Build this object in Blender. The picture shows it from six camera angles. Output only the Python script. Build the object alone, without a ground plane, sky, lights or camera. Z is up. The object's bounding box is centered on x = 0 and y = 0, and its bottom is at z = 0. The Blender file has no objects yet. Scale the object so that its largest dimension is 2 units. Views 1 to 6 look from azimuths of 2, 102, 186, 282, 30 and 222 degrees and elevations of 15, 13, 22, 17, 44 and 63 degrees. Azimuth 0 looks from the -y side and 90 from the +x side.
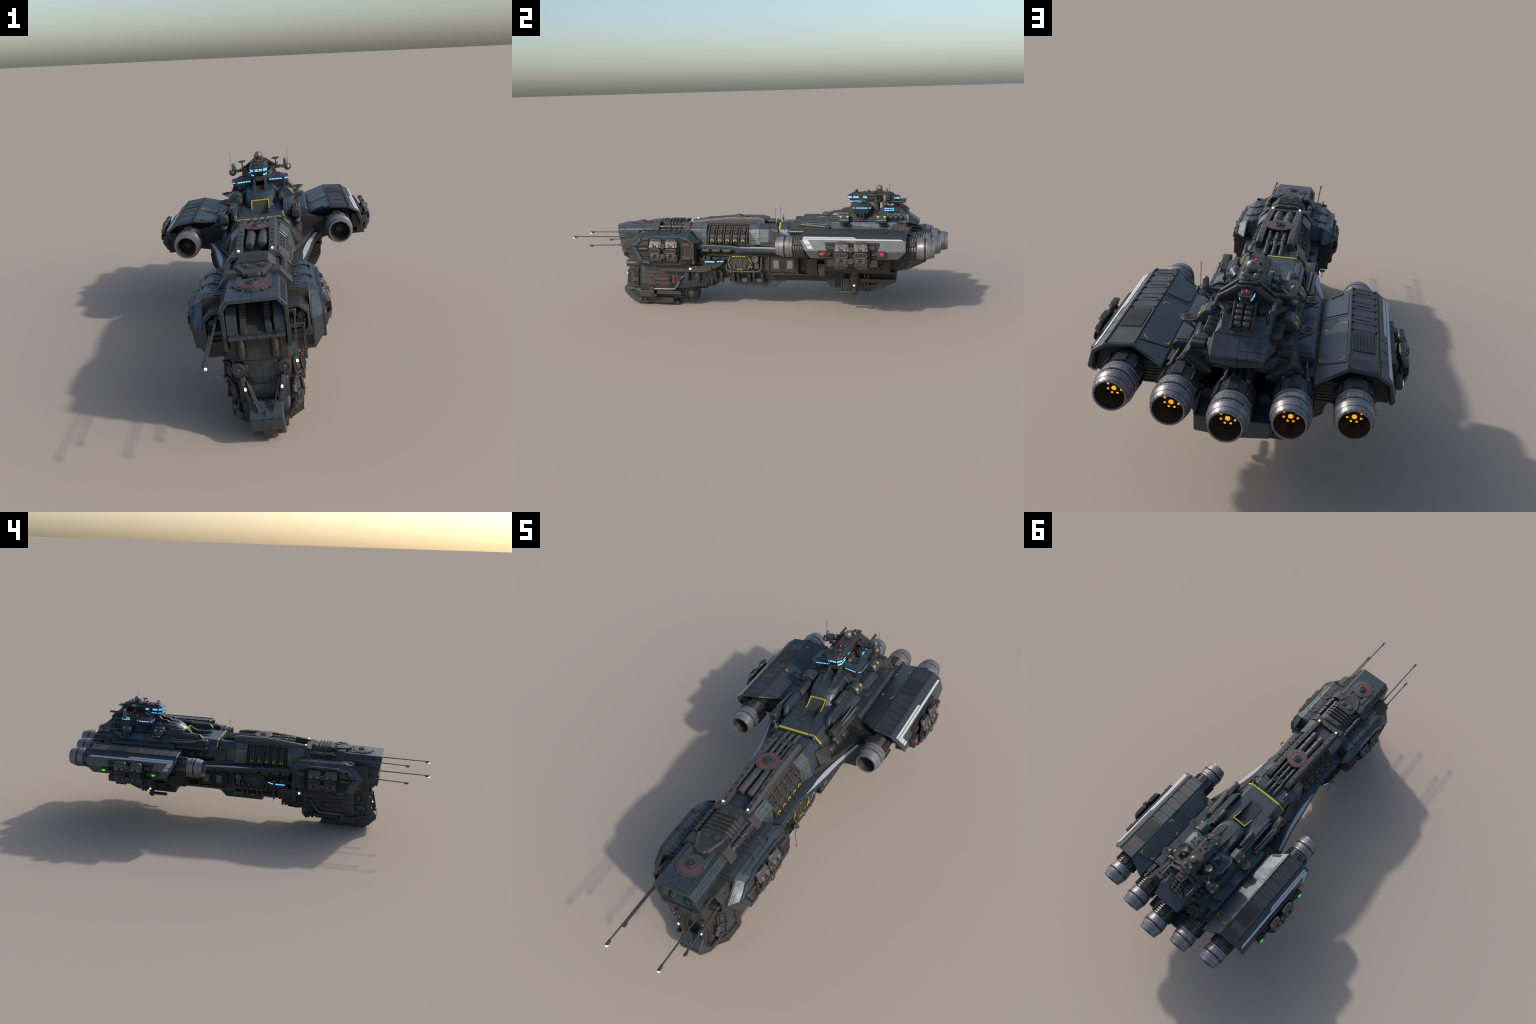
import bpy, bmesh, math, random
from mathutils import Vector, Matrix
R = random.Random(7)

# ------------------------------------------------------------------ materials
def nt(name):
    m = bpy.data.materials.new(name); m.use_nodes = True
    t = m.node_tree; t.nodes.clear()
    out = t.nodes.new('ShaderNodeOutputMaterial'); b = t.nodes.new('ShaderNodeBsdfPrincipled')
    t.links.new(b.outputs[0], out.inputs[0])
    return m, t, b

def math_node(t, op, a, b=None):
    n = t.nodes.new('ShaderNodeMath'); n.operation = op
    for i, v in enumerate((a, b)):
        if v is None: continue
        if isinstance(v, (int, float)): n.inputs[i].default_value = v
        else: t.links.new(v, n.inputs[i])
    return n.outputs[0]

def mixrgb(t, fac, a, b, mode='MIX'):
    n = t.nodes.new('ShaderNodeMix'); n.data_type = 'RGBA'; n.blend_type = mode
    for s, v in ((n.inputs[0], fac), (n.inputs[6], a), (n.inputs[7], b)):
        if isinstance(v, (int, float)): s.default_value = v
        elif isinstance(v, tuple): s.default_value = (*v, 1)
        else: t.links.new(v, s)
    return n.outputs[2]

def noise(t, vec, scale, detail=4, rough=.6):
    n = t.nodes.new('ShaderNodeTexNoise'); n.inputs['Scale'].default_value = scale
    n.inputs['Detail'].default_value = detail; n.inputs['Roughness'].default_value = rough
    t.links.new(vec, n.inputs['Vector']); return n.outputs[0]

def ramp(t, v, lo, hi):
    n = t.nodes.new('ShaderNodeMapRange'); n.clamp = True
    n.inputs[1].default_value = lo; n.inputs[2].default_value = hi
    t.links.new(v, n.inputs[0]); return n.outputs[0]

def box_uv(t):
    """planar coordinates picked per face direction, so seams run along the plates"""
    tc = t.nodes.new('ShaderNodeTexCoord')
    s = t.nodes.new('ShaderNodeSeparateXYZ'); t.links.new(tc.outputs['Object'], s.inputs[0])
    n = t.nodes.new('ShaderNodeSeparateXYZ'); t.links.new(tc.outputs['Normal'], n.inputs[0])
    ax, ay, az = (math_node(t, 'ABSOLUTE', n.outputs[i]) for i in range(3))
    isx = math_node(t, 'GREATER_THAN', ax, math_node(t, 'MAXIMUM', ay, az))
    isz = math_node(t, 'GREATER_THAN', az, ay)
    def comb(a, b):
        c = t.nodes.new('ShaderNodeCombineXYZ'); t.links.new(s.outputs[a], c.inputs[0]); t.links.new(s.outputs[b], c.inputs[1]); return c.outputs[0]
    def pick(f, a, b):
        m = t.nodes.new('ShaderNodeMix'); m.data_type = 'VECTOR'
        t.links.new(f, m.inputs[0]); t.links.new(a, m.inputs[4]); t.links.new(b, m.inputs[5]); return m.outputs[1]
    return pick(isx, pick(isz, comb(0, 2), comb(1, 0)), comb(1, 2)), tc.outputs['Object']

def brick(t, vec, w, h, mortar, off=.5, freq=2, squash=1.0):
    b = t.nodes.new('ShaderNodeTexBrick'); t.links.new(vec, b.inputs['Vector'])
    b.offset = off; b.offset_frequency = freq; b.squash = squash
    b.inputs['Color1'].default_value = (0, 0, 0, 1); b.inputs['Color2'].default_value = (1, 1, 1, 1)
    b.inputs['Mortar'].default_value = (.5, .5, .5, 1)
    b.inputs['Scale'].default_value = 1; b.inputs['Mortar Size'].default_value = mortar
    b.inputs['Mortar Smooth'].default_value = .1; b.inputs['Bias'].default_value = 0
    b.inputs['Brick Width'].default_value = w; b.inputs['Row Height'].default_value = h
    return b.outputs['Color'], b.outputs['Fac']

def plated(name, col, w=.06, h=.03, line=.0007, rough=.40, metal=.48, var=.10, spec=.5, lines=True, dust=.25, dark=.16):
    m, t, b = nt(name)
    uv, obj = box_uv(t)
    tone, seam = brick(t, uv, w, h, line)
    tone2, seam2 = brick(t, uv, w*2.7, h*3.1, line*1.3, .37, 3)
    c0 = tuple(c*(1-var) for c in col); c1 = tuple(min(1, c*(1+var)) for c in col)
    c = mixrgb(t, tone, c0, c1)
    c = mixrgb(t, math_node(t, 'MULTIPLY', tone2, .5), c, col)
    n1 = ramp(t, noise(t, obj, 22, 6, .65), .45, .75)
    c = mixrgb(t, math_node(t, 'MULTIPLY', n1, dust), c, tuple(x*.55+.012 for x in col))
    n2 = ramp(t, noise(t, obj, 150, 3, .7), .62, .8)
    c = mixrgb(t, math_node(t, 'MULTIPLY', n2, dust*.6), c, tuple(min(1, x*1.5+.01) for x in col))
    if lines:
        coarse = math_node(t, 'GREATER_THAN', tone2, .42)
        tone3, seam3 = brick(t, uv, w*1.35, h*1.6, line, .5, 2)
        fine = math_node(t, 'ADD', math_node(t, 'MULTIPLY', seam, coarse), math_node(t, 'MULTIPLY', seam3, math_node(t, 'SUBTRACT', 1, coarse)))
        sm = math_node(t, 'MAXIMUM', math_node(t, 'MULTIPLY', fine, .8), seam2)
        c = mixrgb(t, sm, c, tuple(x*dark for x in col))
        bp = t.nodes.new('ShaderNodeBump'); bp.inputs['Strength'].default_value = .5; bp.inputs['Distance'].default_value = .0012
        t.links.new(math_node(t, 'SUBTRACT', 1, sm), bp.inputs['Height']); t.links.new(bp.outputs[0], b.inputs['Normal'])
    t.links.new(c, b.inputs['Base Color'])
    rr = math_node(t, 'ADD', math_node(t, 'MULTIPLY', n1, .15), rough)
    t.links.new(rr, b.inputs['Roughness'])
    b.inputs['Metallic'].default_value = metal; b.inputs['Specular IOR Level'].default_value = spec
    return m

def plain(name, col, rough=.5, metal=0., var=.15, scale=60):
    m, t, b = nt(name)
    tc = t.nodes.new('ShaderNodeTexCoord')
    n1 = ramp(t, noise(t, tc.outputs['Object'], scale, 5, .65), .35, .75)
    t.links.new(mixrgb(t, n1, tuple(c*(1+var) for c in col), tuple(c*(1-var) for c in col)), b.inputs['Base Color'])
    t.links.new(math_node(t, 'ADD', math_node(t, 'MULTIPLY', n1, .12), rough), b.inputs['Roughness'])
    b.inputs['Metallic'].default_value = metal
    return m

def glow(name, col, strength):
    m, t, b = nt(name)
    b.inputs['Base Color'].default_value = (*[c*.5 for c in col], 1)
    b.inputs['Emission Color'].default_value = (*col, 1); b.inputs['Emission Strength'].default_value = strength
    b.inputs['Roughness'].default_value = .3
    return m

BLUE = (.052, .067, .077)
M = dict(
    hull=plated('blue_hull_plating', BLUE, .052, .026),
    hullbig=plated('blue_hull_large_plates', BLUE, .11, .055, .0006, var=.06),
    hullplain=plated('blue_hull_smooth', BLUE, lines=False, var=.03),
    pale=plated('pale_blue_plate', (.100, .115, .120), .05, .024, var=.08),
    pod=plated('nacelle_side_plate', (.080, .091, .093), .3, .3, var=.02, lines=False, dust=.2),
    deck=plated('dark_deck_plating', (.034, .041, .047), .045, .03),
    tile=plain('radiator_grey', (.078, .073, .069), .42, .3, .2, 90), pad=plain('radiator_pad_grey', (.115, .11, .106), .42, .3),
    roof=plain('nacelle_roof_grey', (.040, .042, .046), .42, .4, .2, 14),  # grey tinted darker and bluer for the sky light seen on the roof
    gun=plated('gunmetal_grey', (.042, .038, .035), .035, .02, .0005, .5, metal=.3, var=.18, dark=.45),
    gunplain=plain('gunmetal_smooth', (.046, .042, .039), .46, .3),
    dark=plain('dark_gunmetal', (.024, .023, .022), .55, .2),
    black=plain('black_recess', (.006, .006, .007), .7),
    rail=plain('grey_rail_paint', (.060, .057, .057), .5, .2),
    steel=plain('worn_steel', (.15, .143, .138), .38, .5, .25),
    nozzle=plain('nozzle_steel', (.185, .18, .185), .36, .45, .22, 45),
    noz_front=plain('nozzle_inner_bright', (.12, .115, .11), .3, .7, .35, 70),
    noz_in=plain('nozzle_inner', (.035, .033, .032), .4, .5, .3),
    yellow=plain('yellow_marking', (.42, .36, .03), .55),
    red=plain('red_marking', (.30, .02, .02), .55),
    white=plain('white_marking', (.46, .46, .48), .5, var=.08),
    mark=plain('dark_lettering', (.022, .030, .036), .5),
    win=glow('window_light', (.16, .55, 1.0), 1.15),
    lred=glow('red_lamp', (1, .02, .02), 1.3), lgreen=glow('green_lamp', (.0, 1, .03), 1.3),
    lwhite=glow('white_lamp', (1, 1, 1), 1.6), lor=glow('engine_glow', (1, .42, .01), .95),
)

# ------------------------------------------------------------------ geometry kit
AX = {'x': (1, 2, 0), 'y': (0, 2, 1), 'z': (0, 1, 2)}
def p3(axis, u, v, w):
    i, j, k = AX[axis]; p = [0, 0, 0]; p[i] = u; p[j] = v; p[k] = w; return tuple(p)

class G:
    def __init__(s): s.v = []; s.f = []; s.m = []; s.s = []; s.mats = []
    def mi(s, k):
        if k not in s.mats: s.mats.append(k)
        return s.mats.index(k)
    def add(s, vs, fs, mat, smooth=False, bevel=0, xf=None):
        bm = bmesh.new()
        bv = [bm.verts.new(v) for v in vs]
        for f in fs:
            try: bm.faces.new([bv[i] for i in f])
            except ValueError: pass
        bmesh.ops.recalc_face_normals(bm, faces=bm.faces)
        if bevel:
            bm.normal_update()
            es = [e for e in bm.edges if len(e.link_faces) == 2 and e.calc_face_angle(0) > .45]
            if es: bmesh.ops.bevel(bm, geom=es, offset=bevel, segments=1, affect='EDGES', clamp_overlap=True)
        o = len(s.v); k = s.mi(mat)
        bm.verts.index_update()
        for v in bm.verts: s.v.append(tuple(xf @ v.co) if xf else tuple(v.co))
        for f in bm.faces:
            s.f.append([v.index + o for v in f.verts]); s.m.append(k); s.s.append(smooth)
        bm.free(); return s
    def prism(s, poly, axis, a, b, mat, bevel=.0015, xf=None):
        n = len(poly)
        vs = [p3(axis, u, v, a) for u, v in poly] + [p3(axis, u, v, b) for u, v in poly]
        fs = [list(range(n))[::-1], list(range(n, 2*n))] + [[i, (i+1) % n, (i+1) % n + n, i+n] for i in range(n)]
        return s.add(vs, fs, mat, False, bevel, xf)
    def loft(s, secs, mat, bevel=0, smooth=False, cap=True, closed=True):
        n = len(secs[0]); vs = [p for q in secs for p in q]; fs = []
        for k in range(len(secs)-1):
            for i in range(n if closed else n-1):
                j = (i+1) % n; fs.append([k*n+i, k*n+j, (k+1)*n+j, (k+1)*n+i])
        if cap: fs += [list(range(n)), list(range((len(secs)-1)*n, len(secs)*n))]
        return s.add(vs, fs, mat, smooth, bevel)
    def half(s, secs, mat, bevel=.002):
        """secs: (y, [(x,z) from top centre outward to bottom centre]); mirrored across x=0"""
        L = []
        for y, pr in secs:
            r = [(x, y, z) for x, z in pr]; l = [(-x, y, z) for x, z in reversed(pr) if x > 1e-6]
            L.append(r + l)
        return s.loft(L, mat, bevel)
    def box(s, c, d, mat, bevel=.0015, xf=None):
        x, y, z = (q/2 for q in d)
        return s.prism([(c[0]-x, c[1]-y), (c[0]+x, c[1]-y), (c[0]+x, c[1]+y), (c[0]-x, c[1]+y)], 'z', c[2]-z, c[2]+z, mat, bevel, xf)
    def slab(s, a, b, mat, bevel=.0015): # min / max corners
        return s.box([(a[i]+b[i])/2 for i in range(3)], [abs(b[i]-a[i]) for i in range(3)], mat, bevel)
    def lathe(s, o, d, prof, mat, n=24, smooth=True, ph=0., caps=(1, 1)):
        o = Vector(o); d = Vector(d).normalized(); q = Vector((0, 0, 1)) if abs(d.z) < .9 else Vector((1, 0, 0))
        u = d.cross(q).normalized(); w = u.cross(d)
        vs = []; fs = []
        for t, r in prof:
            for i in range(n):
                a = 2*math.pi*i/n + ph; vs.append(tuple(o + d*t + (u*math.cos(a)+w*math.sin(a))*max(r, 1e-5)))
        for k in range(len(prof)-1):
            for i in range(n):
                j = (i+1) % n; fs.append([k*n+i, k*n+j, (k+1)*n+j, (k+1)*n+i])
        if caps[0]: fs.append(list(range(n)))
        if caps[1]: fs.append(list(range((len(prof)-1)*n, len(prof)*n)))
        return s.add(vs, fs, mat, smooth)
    def cyl(s, a, b, r, mat, r2=None, n=16, cap=.0):
        a = Vector(a); b = Vector(b); L = (b-a).length; r2 = r if r2 is None else r2
        pr = [(0, r), (L, r2)] if not cap else [(0, r-cap), (cap, r), (L-cap, r2), (L, r2-cap)]
        return s.lathe(a, b-a, pr, mat, n)
    def capsule(s, a, b, r, mat, n=16):
        a = Vector(a); b = Vector(b); L = (b-a).length; k = 5
        pr = [(r-r*math.cos(i*math.pi/2/k), r*math.sin(i*math.pi/2/k)) for i in range(k+1)]
        pr += [(L-t, q) for t, q in reversed(pr)]
        return s.lathe(a, b-a, pr, mat, n)
    def ball(s, c, r, mat, n=24):
        k = 12; return s.lathe((c[0], c[1], c[2]-r), (0, 0, 1), [(r-r*math.cos(math.pi*i/k), r*math.sin(math.pi*i/k)) for i in range(k+1)], mat, n)
    def tube(s, pts, r, mat, n=10):
        P = [Vector(p) for p in pts]; secs = []
        T0 = (P[1]-P[0]).normalized(); q = Vector((0, 0, 1)) if abs(T0.z) < .9 else Vector((1, 0, 0)); u = T0.cross(q).normalized()
        for i, p in enumerate(P):
            t = (P[min(i+1, len(P)-1)]-P[max(i-1, 0)]).normalized(); u = (u - t*u.dot(t)).normalized(); w = t.cross(u)
            secs.append([tuple(p + (u*math.cos(2*math.pi*k/n)+w*math.sin(2*math.pi*k/n))*r) for k in range(n)])
        return s.loft(secs, mat, smooth=True)
    def beam(s, a, b, w, h, mat, up=(0, 0, 1), bevel=.001):
        a = Vector(a); b = Vector(b); d = (b-a); L = d.length; d.normalize()
        r = d.cross(Vector(up)).normalized(); u = r.cross(d)
        xf = Matrix((( r.x, d.x, u.x, a.x), (r.y, d.y, u.y, a.y), (r.z, d.z, u.z, a.z), (0, 0, 0, 1)))
        return s.box((0, L/2, 0), (w, L, h), mat, bevel, xf)
    def torus(s, c, d, R_, r, mat, n=32, k=8, a0=0, a1=2*math.pi):
        d = Vector(d).normalized(); q = Vector((0, 0, 1)) if abs(d.z) < .9 else Vector((0, 1, 0))
        u = q.cross(d).normalized() if abs(d.z) < .9 else Vector((1, 0, 0)); w = d.cross(u); c = Vector(c); secs = []
        for i in range(n+1):
            a = a0+(a1-a0)*i/n; e = u*math.cos(a)+w*math.sin(a)
            secs.append([tuple(c+e*(R_+r*math.cos(2*math.pi*j/k))+d*r*math.sin(2*math.pi*j/k)) for j in range(k)])
        return s.loft(secs, mat, smooth=True)
    def arc(s, c, R0, R1, z0, z1, a0, a1, mat, n=32):
        """flat curved band in the xy plane"""
        secs = []
        for i in range(n+1):
            a = a0+(a1-a0)*i/n; C, S = math.cos(a), math.sin(a)
            secs.append([(c[0]+r*C, c[1]+r*S, z) for r, z in ((R0, z0), (R1, z0), (R1, z1), (R0, z1))])
        return s.loft(secs, mat)
    def mirror(s):
        n = len(s.v); s.v += [(-x, y, z) for x, y, z in s.v]
        k = len(s.f); s.f += [[i+n for i in reversed(f)] for f in s.f[:k]]; s.m += s.m[:k]; s.s += s.s[:k]; return s
    def xform(s, xf): s.v = [tuple(xf @ Vector(v)) for v in s.v]; return s

root = bpy.data.objects.new('space_warship', None)
bpy.context.scene.collection.objects.link(root)
root['label'] = 'long dark blue-grey space warship with glowing rear thrusters'
root['category'] = 'spaceship'
ROLL = math.radians(4.2)
root.location = (.02808, 0, 0); root.rotation_euler = (0, -ROLL, 0)

def link(o, parent):
    bpy.context.scene.collection.objects.link(o); p = parent or root
    while p is not root and p.parent is not root: p = p.parent
    o.parent = p; return o
def part(name, g, parent=None, mirror=False, loc=None, kind=None):
    me = bpy.data.meshes.new(name); me.from_pydata(g.v, [], g.f)
    for k in g.mats: me.materials.append(M[k])
    me.polygons.foreach_set('material_index', g.m); me.polygons.foreach_set('use_smooth', g.s)
    me.update()
    if any(g.s): me.set_sharp_from_angle(angle=math.radians(38))
    o = link(bpy.data.objects.new(name, me), parent)
    if loc: o.location = loc
    if kind: o['kind'] = kind
    r = [o]
    if mirror:
        q = o.copy(); q.scale.x = -1
        if loc: q.location = (-loc[0], loc[1], loc[2])
        link(q, parent); r.append(q)
    return r if mirror else o
def dup(o, loc, parent=None, rot=None, sx=1):
    q = o.copy(); q.location = loc; q.scale = (sx, 1, 1)
    if rot: q.rotation_euler = rot
    link(q, parent or o.parent); return q

def greebles(g, mat, origin, u, v, w, lu, lv, n, size=(.006, .022), depth=(.003, .009), seed=1):
    """a field of small raised machinery blocks on a plane"""
    r = random.Random(seed); o = Vector(origin); u = Vector(u).normalized(); v = Vector(v).normalized(); w = Vector(w).normalized()
    for i in range(n):
        a, b = r.uniform(*size), r.uniform(*size)*.7; d = r.uniform(*depth)
        c = o+u*r.uniform(a/2, lu-a/2)+v*r.uniform(b/2, lv-b/2)
        xf = Matrix(((u.x, v.x, w.x, c.x), (u.y, v.y, w.y, c.y), (u.z, v.z, w.z, c.z), (0, 0, 0, 1)))
        if r.random() < .8: g.box((0, 0, d/2-.002), (a, b, d+.004), mat if r.random() < .75 else 'dark', .0008, xf)
        else:
            q = G(); q.cyl((0, 0, -.002), (0, 0, d), min(a, b)*.5, mat, n=10); q.xform(xf)
            off = len(g.v); g.v += q.v; g.f += [[i+off for i in f] for f in q.f]; g.m += [g.mi(mat)]*len(q.f); g.s += q.s

# ================================================================== MAIN HULL
g = G()
g.half([(-.64, [(0, .44), (.066, .44), (.086, .418), (.086, .30), (0, .30)]),
        (-.36, [(0, .447), (.066, .447), (.096, .420), (.098, .33), (0, .33)]),
        (-.236, [(0, .447), (.066, .447), (.096, .420), (.098, .33), (0, .33)]),
        (-.234, [(0, .450), (.056, .450), (.090, .395), (.094, .33), (0, .33)]),
        (-.016, [(0, .452), (.056, .452), (.090, .395), (.094, .33), (0, .33)]),
        (-.014, [(0, .452), (.066, .452), (.096, .420), (.098, .33), (0, .33)]),
        (.045, [(0, .456), (.079, .456), (.107, .428), (.121, .36), (0, .33)]),
        (.146, [(0, .457), (.079, .457), (.107, .428), (.126, .36), (0, .33)])], 'hull')
hull = part('main_hull', g)

g = G()
g.half([(.150, [(0, .463), (.082, .463), (.111, .430), (.128, .36), (0, .33)]),
        (.300, [(0, .466), (.088, .466), (.124, .432), (.145, .36), (0, .33)]),
        (.400, [(0, .468), (.118, .474), (.140, .440), (.160, .36), (0, .33)]),
        (.750, [(0, .476), (.124, .476), (.140, .440), (.160, .36), (0, .33)]),
        (.80, [(0, .45), (.09, .45), (.11, .42), (.12, .36), (0, .33)])], 'hull')
aft = part('aft_hull', g)

# yellow warning band at the hull step
g = G()
for sx in (1, -1):
    pass
g.slab((-.081, .1495, .4605), (.081, .158, .4645), 'yellow', 0)
part('warning_stripe', g, aft)
g = G()
for i in range(7):
    f0, f1 = i/7, (i+.78)/7
    a = Vector((.0835, 0, .4625)); b = Vector((.1115, 0, .4305)); n = Vector((.76, 0, .65))*.0012
    pts = []
    for f in (f0, f1):
        p = a.lerp(b, f); pts.append(p)
    vs = []
    for y in (.1495, .158):
        for p in (pts[0]-n, pts[1]-n, pts[1]+n, pts[0]+n): vs.append((p.x, y, p.z))
    g.add(vs, [[0, 1, 2, 3], [4, 5, 6, 7], [0, 1, 5, 4], [1, 2, 6, 5], [2, 3, 7, 6], [3, 0, 4, 7]], 'yellow')
part('warning_stripe', g, aft, True)

# dark gap ribs behind the bulkhead
g = G()
g.slab((-.078, .135, .44), (.078, .148, .4575), 'black', 0)
for i in range(14): g.slab((-.075+i*.0115, .139, .45), (-.069+i*.0115, .149, .4595), 'dark', 0)
part('bulkhead_seal', g, hull)

# pale flank plates front and rear of the launcher bay
def flank(name, y0, y1, sec0, sec1, mat):
    g = G(); t = .004
    A = [(x, y0, z) for x, z in sec0]+[(x-t*2, y0, z-t) for x, z in reversed(sec0)]
    B = [(x, y1, z) for x, z in sec1]+[(x-t*2, y1, z-t) for x, z in reversed(sec1)]
    g.loft([A, B], mat, .001); part(name, g, hull, True)
flank('flank_plate', -.335, -.240, [(.072, .454), (.104, .424), (.106, .352)], [(.074, .454), (.102, .424), (.103, .352)], 'pale')
flank('flank_plate', -.012, .046, [(.072, .456), (.101, .424), (.103, .350)], [(.079, .460), (.109, .431), (.126, .350)], 'pale')
flank('flank_plate', .047, .098, [(.0795, .4595), (.1095, .4305), (.1265, .352)], [(.0795, .4595), (.1095, .4305), (.127, .352)], 'hullbig')

# launcher bay: five pairs of hatches with yellow handles
g = G()
g.prism([(.05, .354), (.0985, .354), (.0985, .384), (.060, .438), (.05, .43)], 'y', -.238, -.014, 'dark', .001)
bay = part('launcher_bay', g, hull, True)
g = G()
g.prism([(.085, .356), (.108, .356), (.108, .386), (.100, .400), (.068, .443), (.060, .438), (.082, .40)], 'y', -.0135, .0135, 'gun', .0012)
for yy in (-.0075, .0075): g.beam((.1035, yy, .400), (.086, yy, .4235), .0055, .006, 'gunplain', up=(1, 0, 1))
g.box((.0985, 0, .411), (.008, .018, .006), 'gunplain', .001); g.box((.078, 0, .4335), (.008, .020, .006), 'gunplain', .001)
g.slab((.104, -.010, .366), (.1105, .010, .388), 'gunplain', .001)
g.slab((.103, -.0045, .352), (.114, .0045, .362), 'dark', .001)
hatch = None
for i in range(5):
    y = -.209+i*.0415
    if hatch is None: hatch, h2 = part('launcher_hatch', g, bay[0], True); hatch.location.y = y; h2.location.y = y
    else: dup(hatch, (0, y, 0), bay[0]); dup(hatch, (0, y, 0), bay[0], sx=-1)
g = G()
g.slab((.1100, -.009, .3705), (.1120, .009, .374), 'yellow', 0); g.slab((.1100, -.009, .363), (.1120, -.006, .371), 'yellow', 0); g.slab((.1100, .006, .363), (.1120, .009, .371), 'yellow', 0)
hd = None
for i in range(5):
    y = -.209+i*.0415
    if hd is None: hd, h2 = part('yellow_handle', g, bay[0], True); hd.location.y = y; h2.location.y = y
    else: dup(hd, (0, y, 0), bay[0]); dup(hd, (0, y, 0), bay[0], sx=-1)
g = G()
g.prism([(.085, .356), (.111, .356), (.111, .388), (.070, .446), (.060, .446)], 'y', -.0035, .0035, 'gunplain', .0012)
dv = None
for i in range(6):
    y = -.230+i*.0415
    if dv is None: dv, h2 = part('bay_divider', g, bay[0], True); dv.location.y = y; h2.location.y = y
    else: dup(dv, (0, y, 0), bay[0]); dup(dv, (0, y, 0), bay[0], sx=-1)

# long slatted grille above the bay
g = G()
g.loft([[(.060, -.262, .456), (.069, -.236, .447), (.064, -.236, .435), (.050, -.262, .44)],
        [(.060, .062, .476), (.069, -.014, .447), (.064, -.014, .435), (.050, .062, .45)]], 'dark', .001)
for k in range(3):
    f = (k+.4)/3
    x = .063+.007*f
    g.beam((x+.002, -.265+.03*f, .462-.016*f), (x+.002, .055-.062*f, .476-.028*f), .005, .0042, 'rail')
part('slat_grille', g, hull, True)

# ================================================================== ROOF: rails, tanks, pipes, discs
def railz(y):
    K = [(-.345, .466), (-.21, .482), (-.12, .490), (.03, .490), (.075, .480)]
    for (a, za), (b, zb) in zip(K, K[1:]):
        if y <= b: return za+(zb-za)*(y-a)/(b-a)
    return K[-1][1]
g = G()
L = []
for y in (-.345, -.21, -.12, .03, .068):
    z = railz(y); L.append([(.043, y, z), (.063, y, z), (.067, y, z-.010), (.067, y, .452), (.043, y, .452)])
g.loft(L, 'rail', .0015)
for i in range(10):
    y = -.315+i*.041
    if abs(y+.085) < .03: continue
    a = railz(y-.007); b = railz(y+.007)
    g.loft([[(.049, y-.008, a-.006), (.058, y-.008, a-.006), (.058, y-.008, a+.0006), (.049, y-.008, a+.0006)],
            [(.049, y+.008, b-.006), (.058, y+.008, b-.006), (.058, y+.008, b+.0006), (.049, y+.008, b+.0006)]], 'dark')
g.slab((.050, .066, .456), (.059, .0692, .476), 'dark', 0); g.slab((.053, .066, .459), (.0565, .0698, .473), 'steel', 0)
rail = part('roof_rail', g, hull, True)
g = G(); g.box((.054, -.332, .4705), (.007, .007, .005), 'lwhite', .001); part('roof_lamp', g, rail[0], True)
g = G()
z = .469
g.lathe((.0205, -.262, z), (0, 1, 0), [(0, .010), (.003, .0145), (.03, .016), (.033, .0135), (.037, .0135), (.04, .016), (.08, .016), (.083, .0135), (.087, .0135), (.09, .016), (.13, .0165), (.16, .012)], 'rail', 20)
g.lathe((.0205, -.2625, z), (0, 1, 0), [(0, .002), (.001, .008)], 'dark', 16)
g.slab((.010, -.258, .450), (.031, -.13, .462), 'gunplain')
part('roof_tank', g, hull, True)
g = G()
for x in (-.026, 0, .026):
    g.tube([(x, -.06, .474), (x, .03, .474), (x, .05, .4735), (x+.0, .062, .468), (x-.002, .078, .466), (x-.002, .10, .466), (x-.002, .118, .466), (x-.002, .13, .460), (x-.002, .133, .452)], .0078, 'rail', 12)
    for y in (-.03, .035, .085): g.cyl((x-(.002 if y > .06 else 0), y, .474 if y < .06 else .466), (x-(.002 if y > .06 else 0), y+.007, .474 if y < .06 else .466), .0092, 'rail', n=14)
part('roof_pipe', g, hull)
g = G()
for x in (-.013, .013):
    for y in (-.02, .012): g.box((x, y, .463), (.012, .02, .02), 'gun')
    g.box((x, .06, .465), (.010, .034, .022), 'gun')
part('pipe_bracket', g, hull)

def emblem(name, c, r, full):
    g = G(); x, y, z = c
    a0, a1 = (0, 2*math.pi) if full else (math.pi*.98, math.pi*2.02)
    g.lathe((x, y, z-.006), (0, 0, 1), [(0, r*.93), (.003, r), (.006, r), (.0065, r*.94)], 'rail', 40)
    g.arc((x, y), r*.67, r*.74, z, z+.0014, a0 if full else math.pi*.92, a1 if full else math.pi*2.08, 'red', 40)
    g.lathe((x, y, z), (0, 0, 1), [(0, r*.40), (.005, r*.37), (.0065, r*.30), (.0065, r*.24), (.004, r*.22), (.004, r*.13), (.009, r*.11), (.0095, r*.04)], 'gunplain', 28)
    for i in range(10):
        a = i*math.pi/5; g.box((x+r*.31*math.cos(a), y+r*.31*math.sin(a), z+.006), (.002, .002, .003), 'dark', 0)
    return part(name, g, hull)
d2 = emblem('roof_disc', (0, -.085, .4905), .050, True)
d1 = emblem('roof_disc', (0, -.632, .4555), .047, False)
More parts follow.
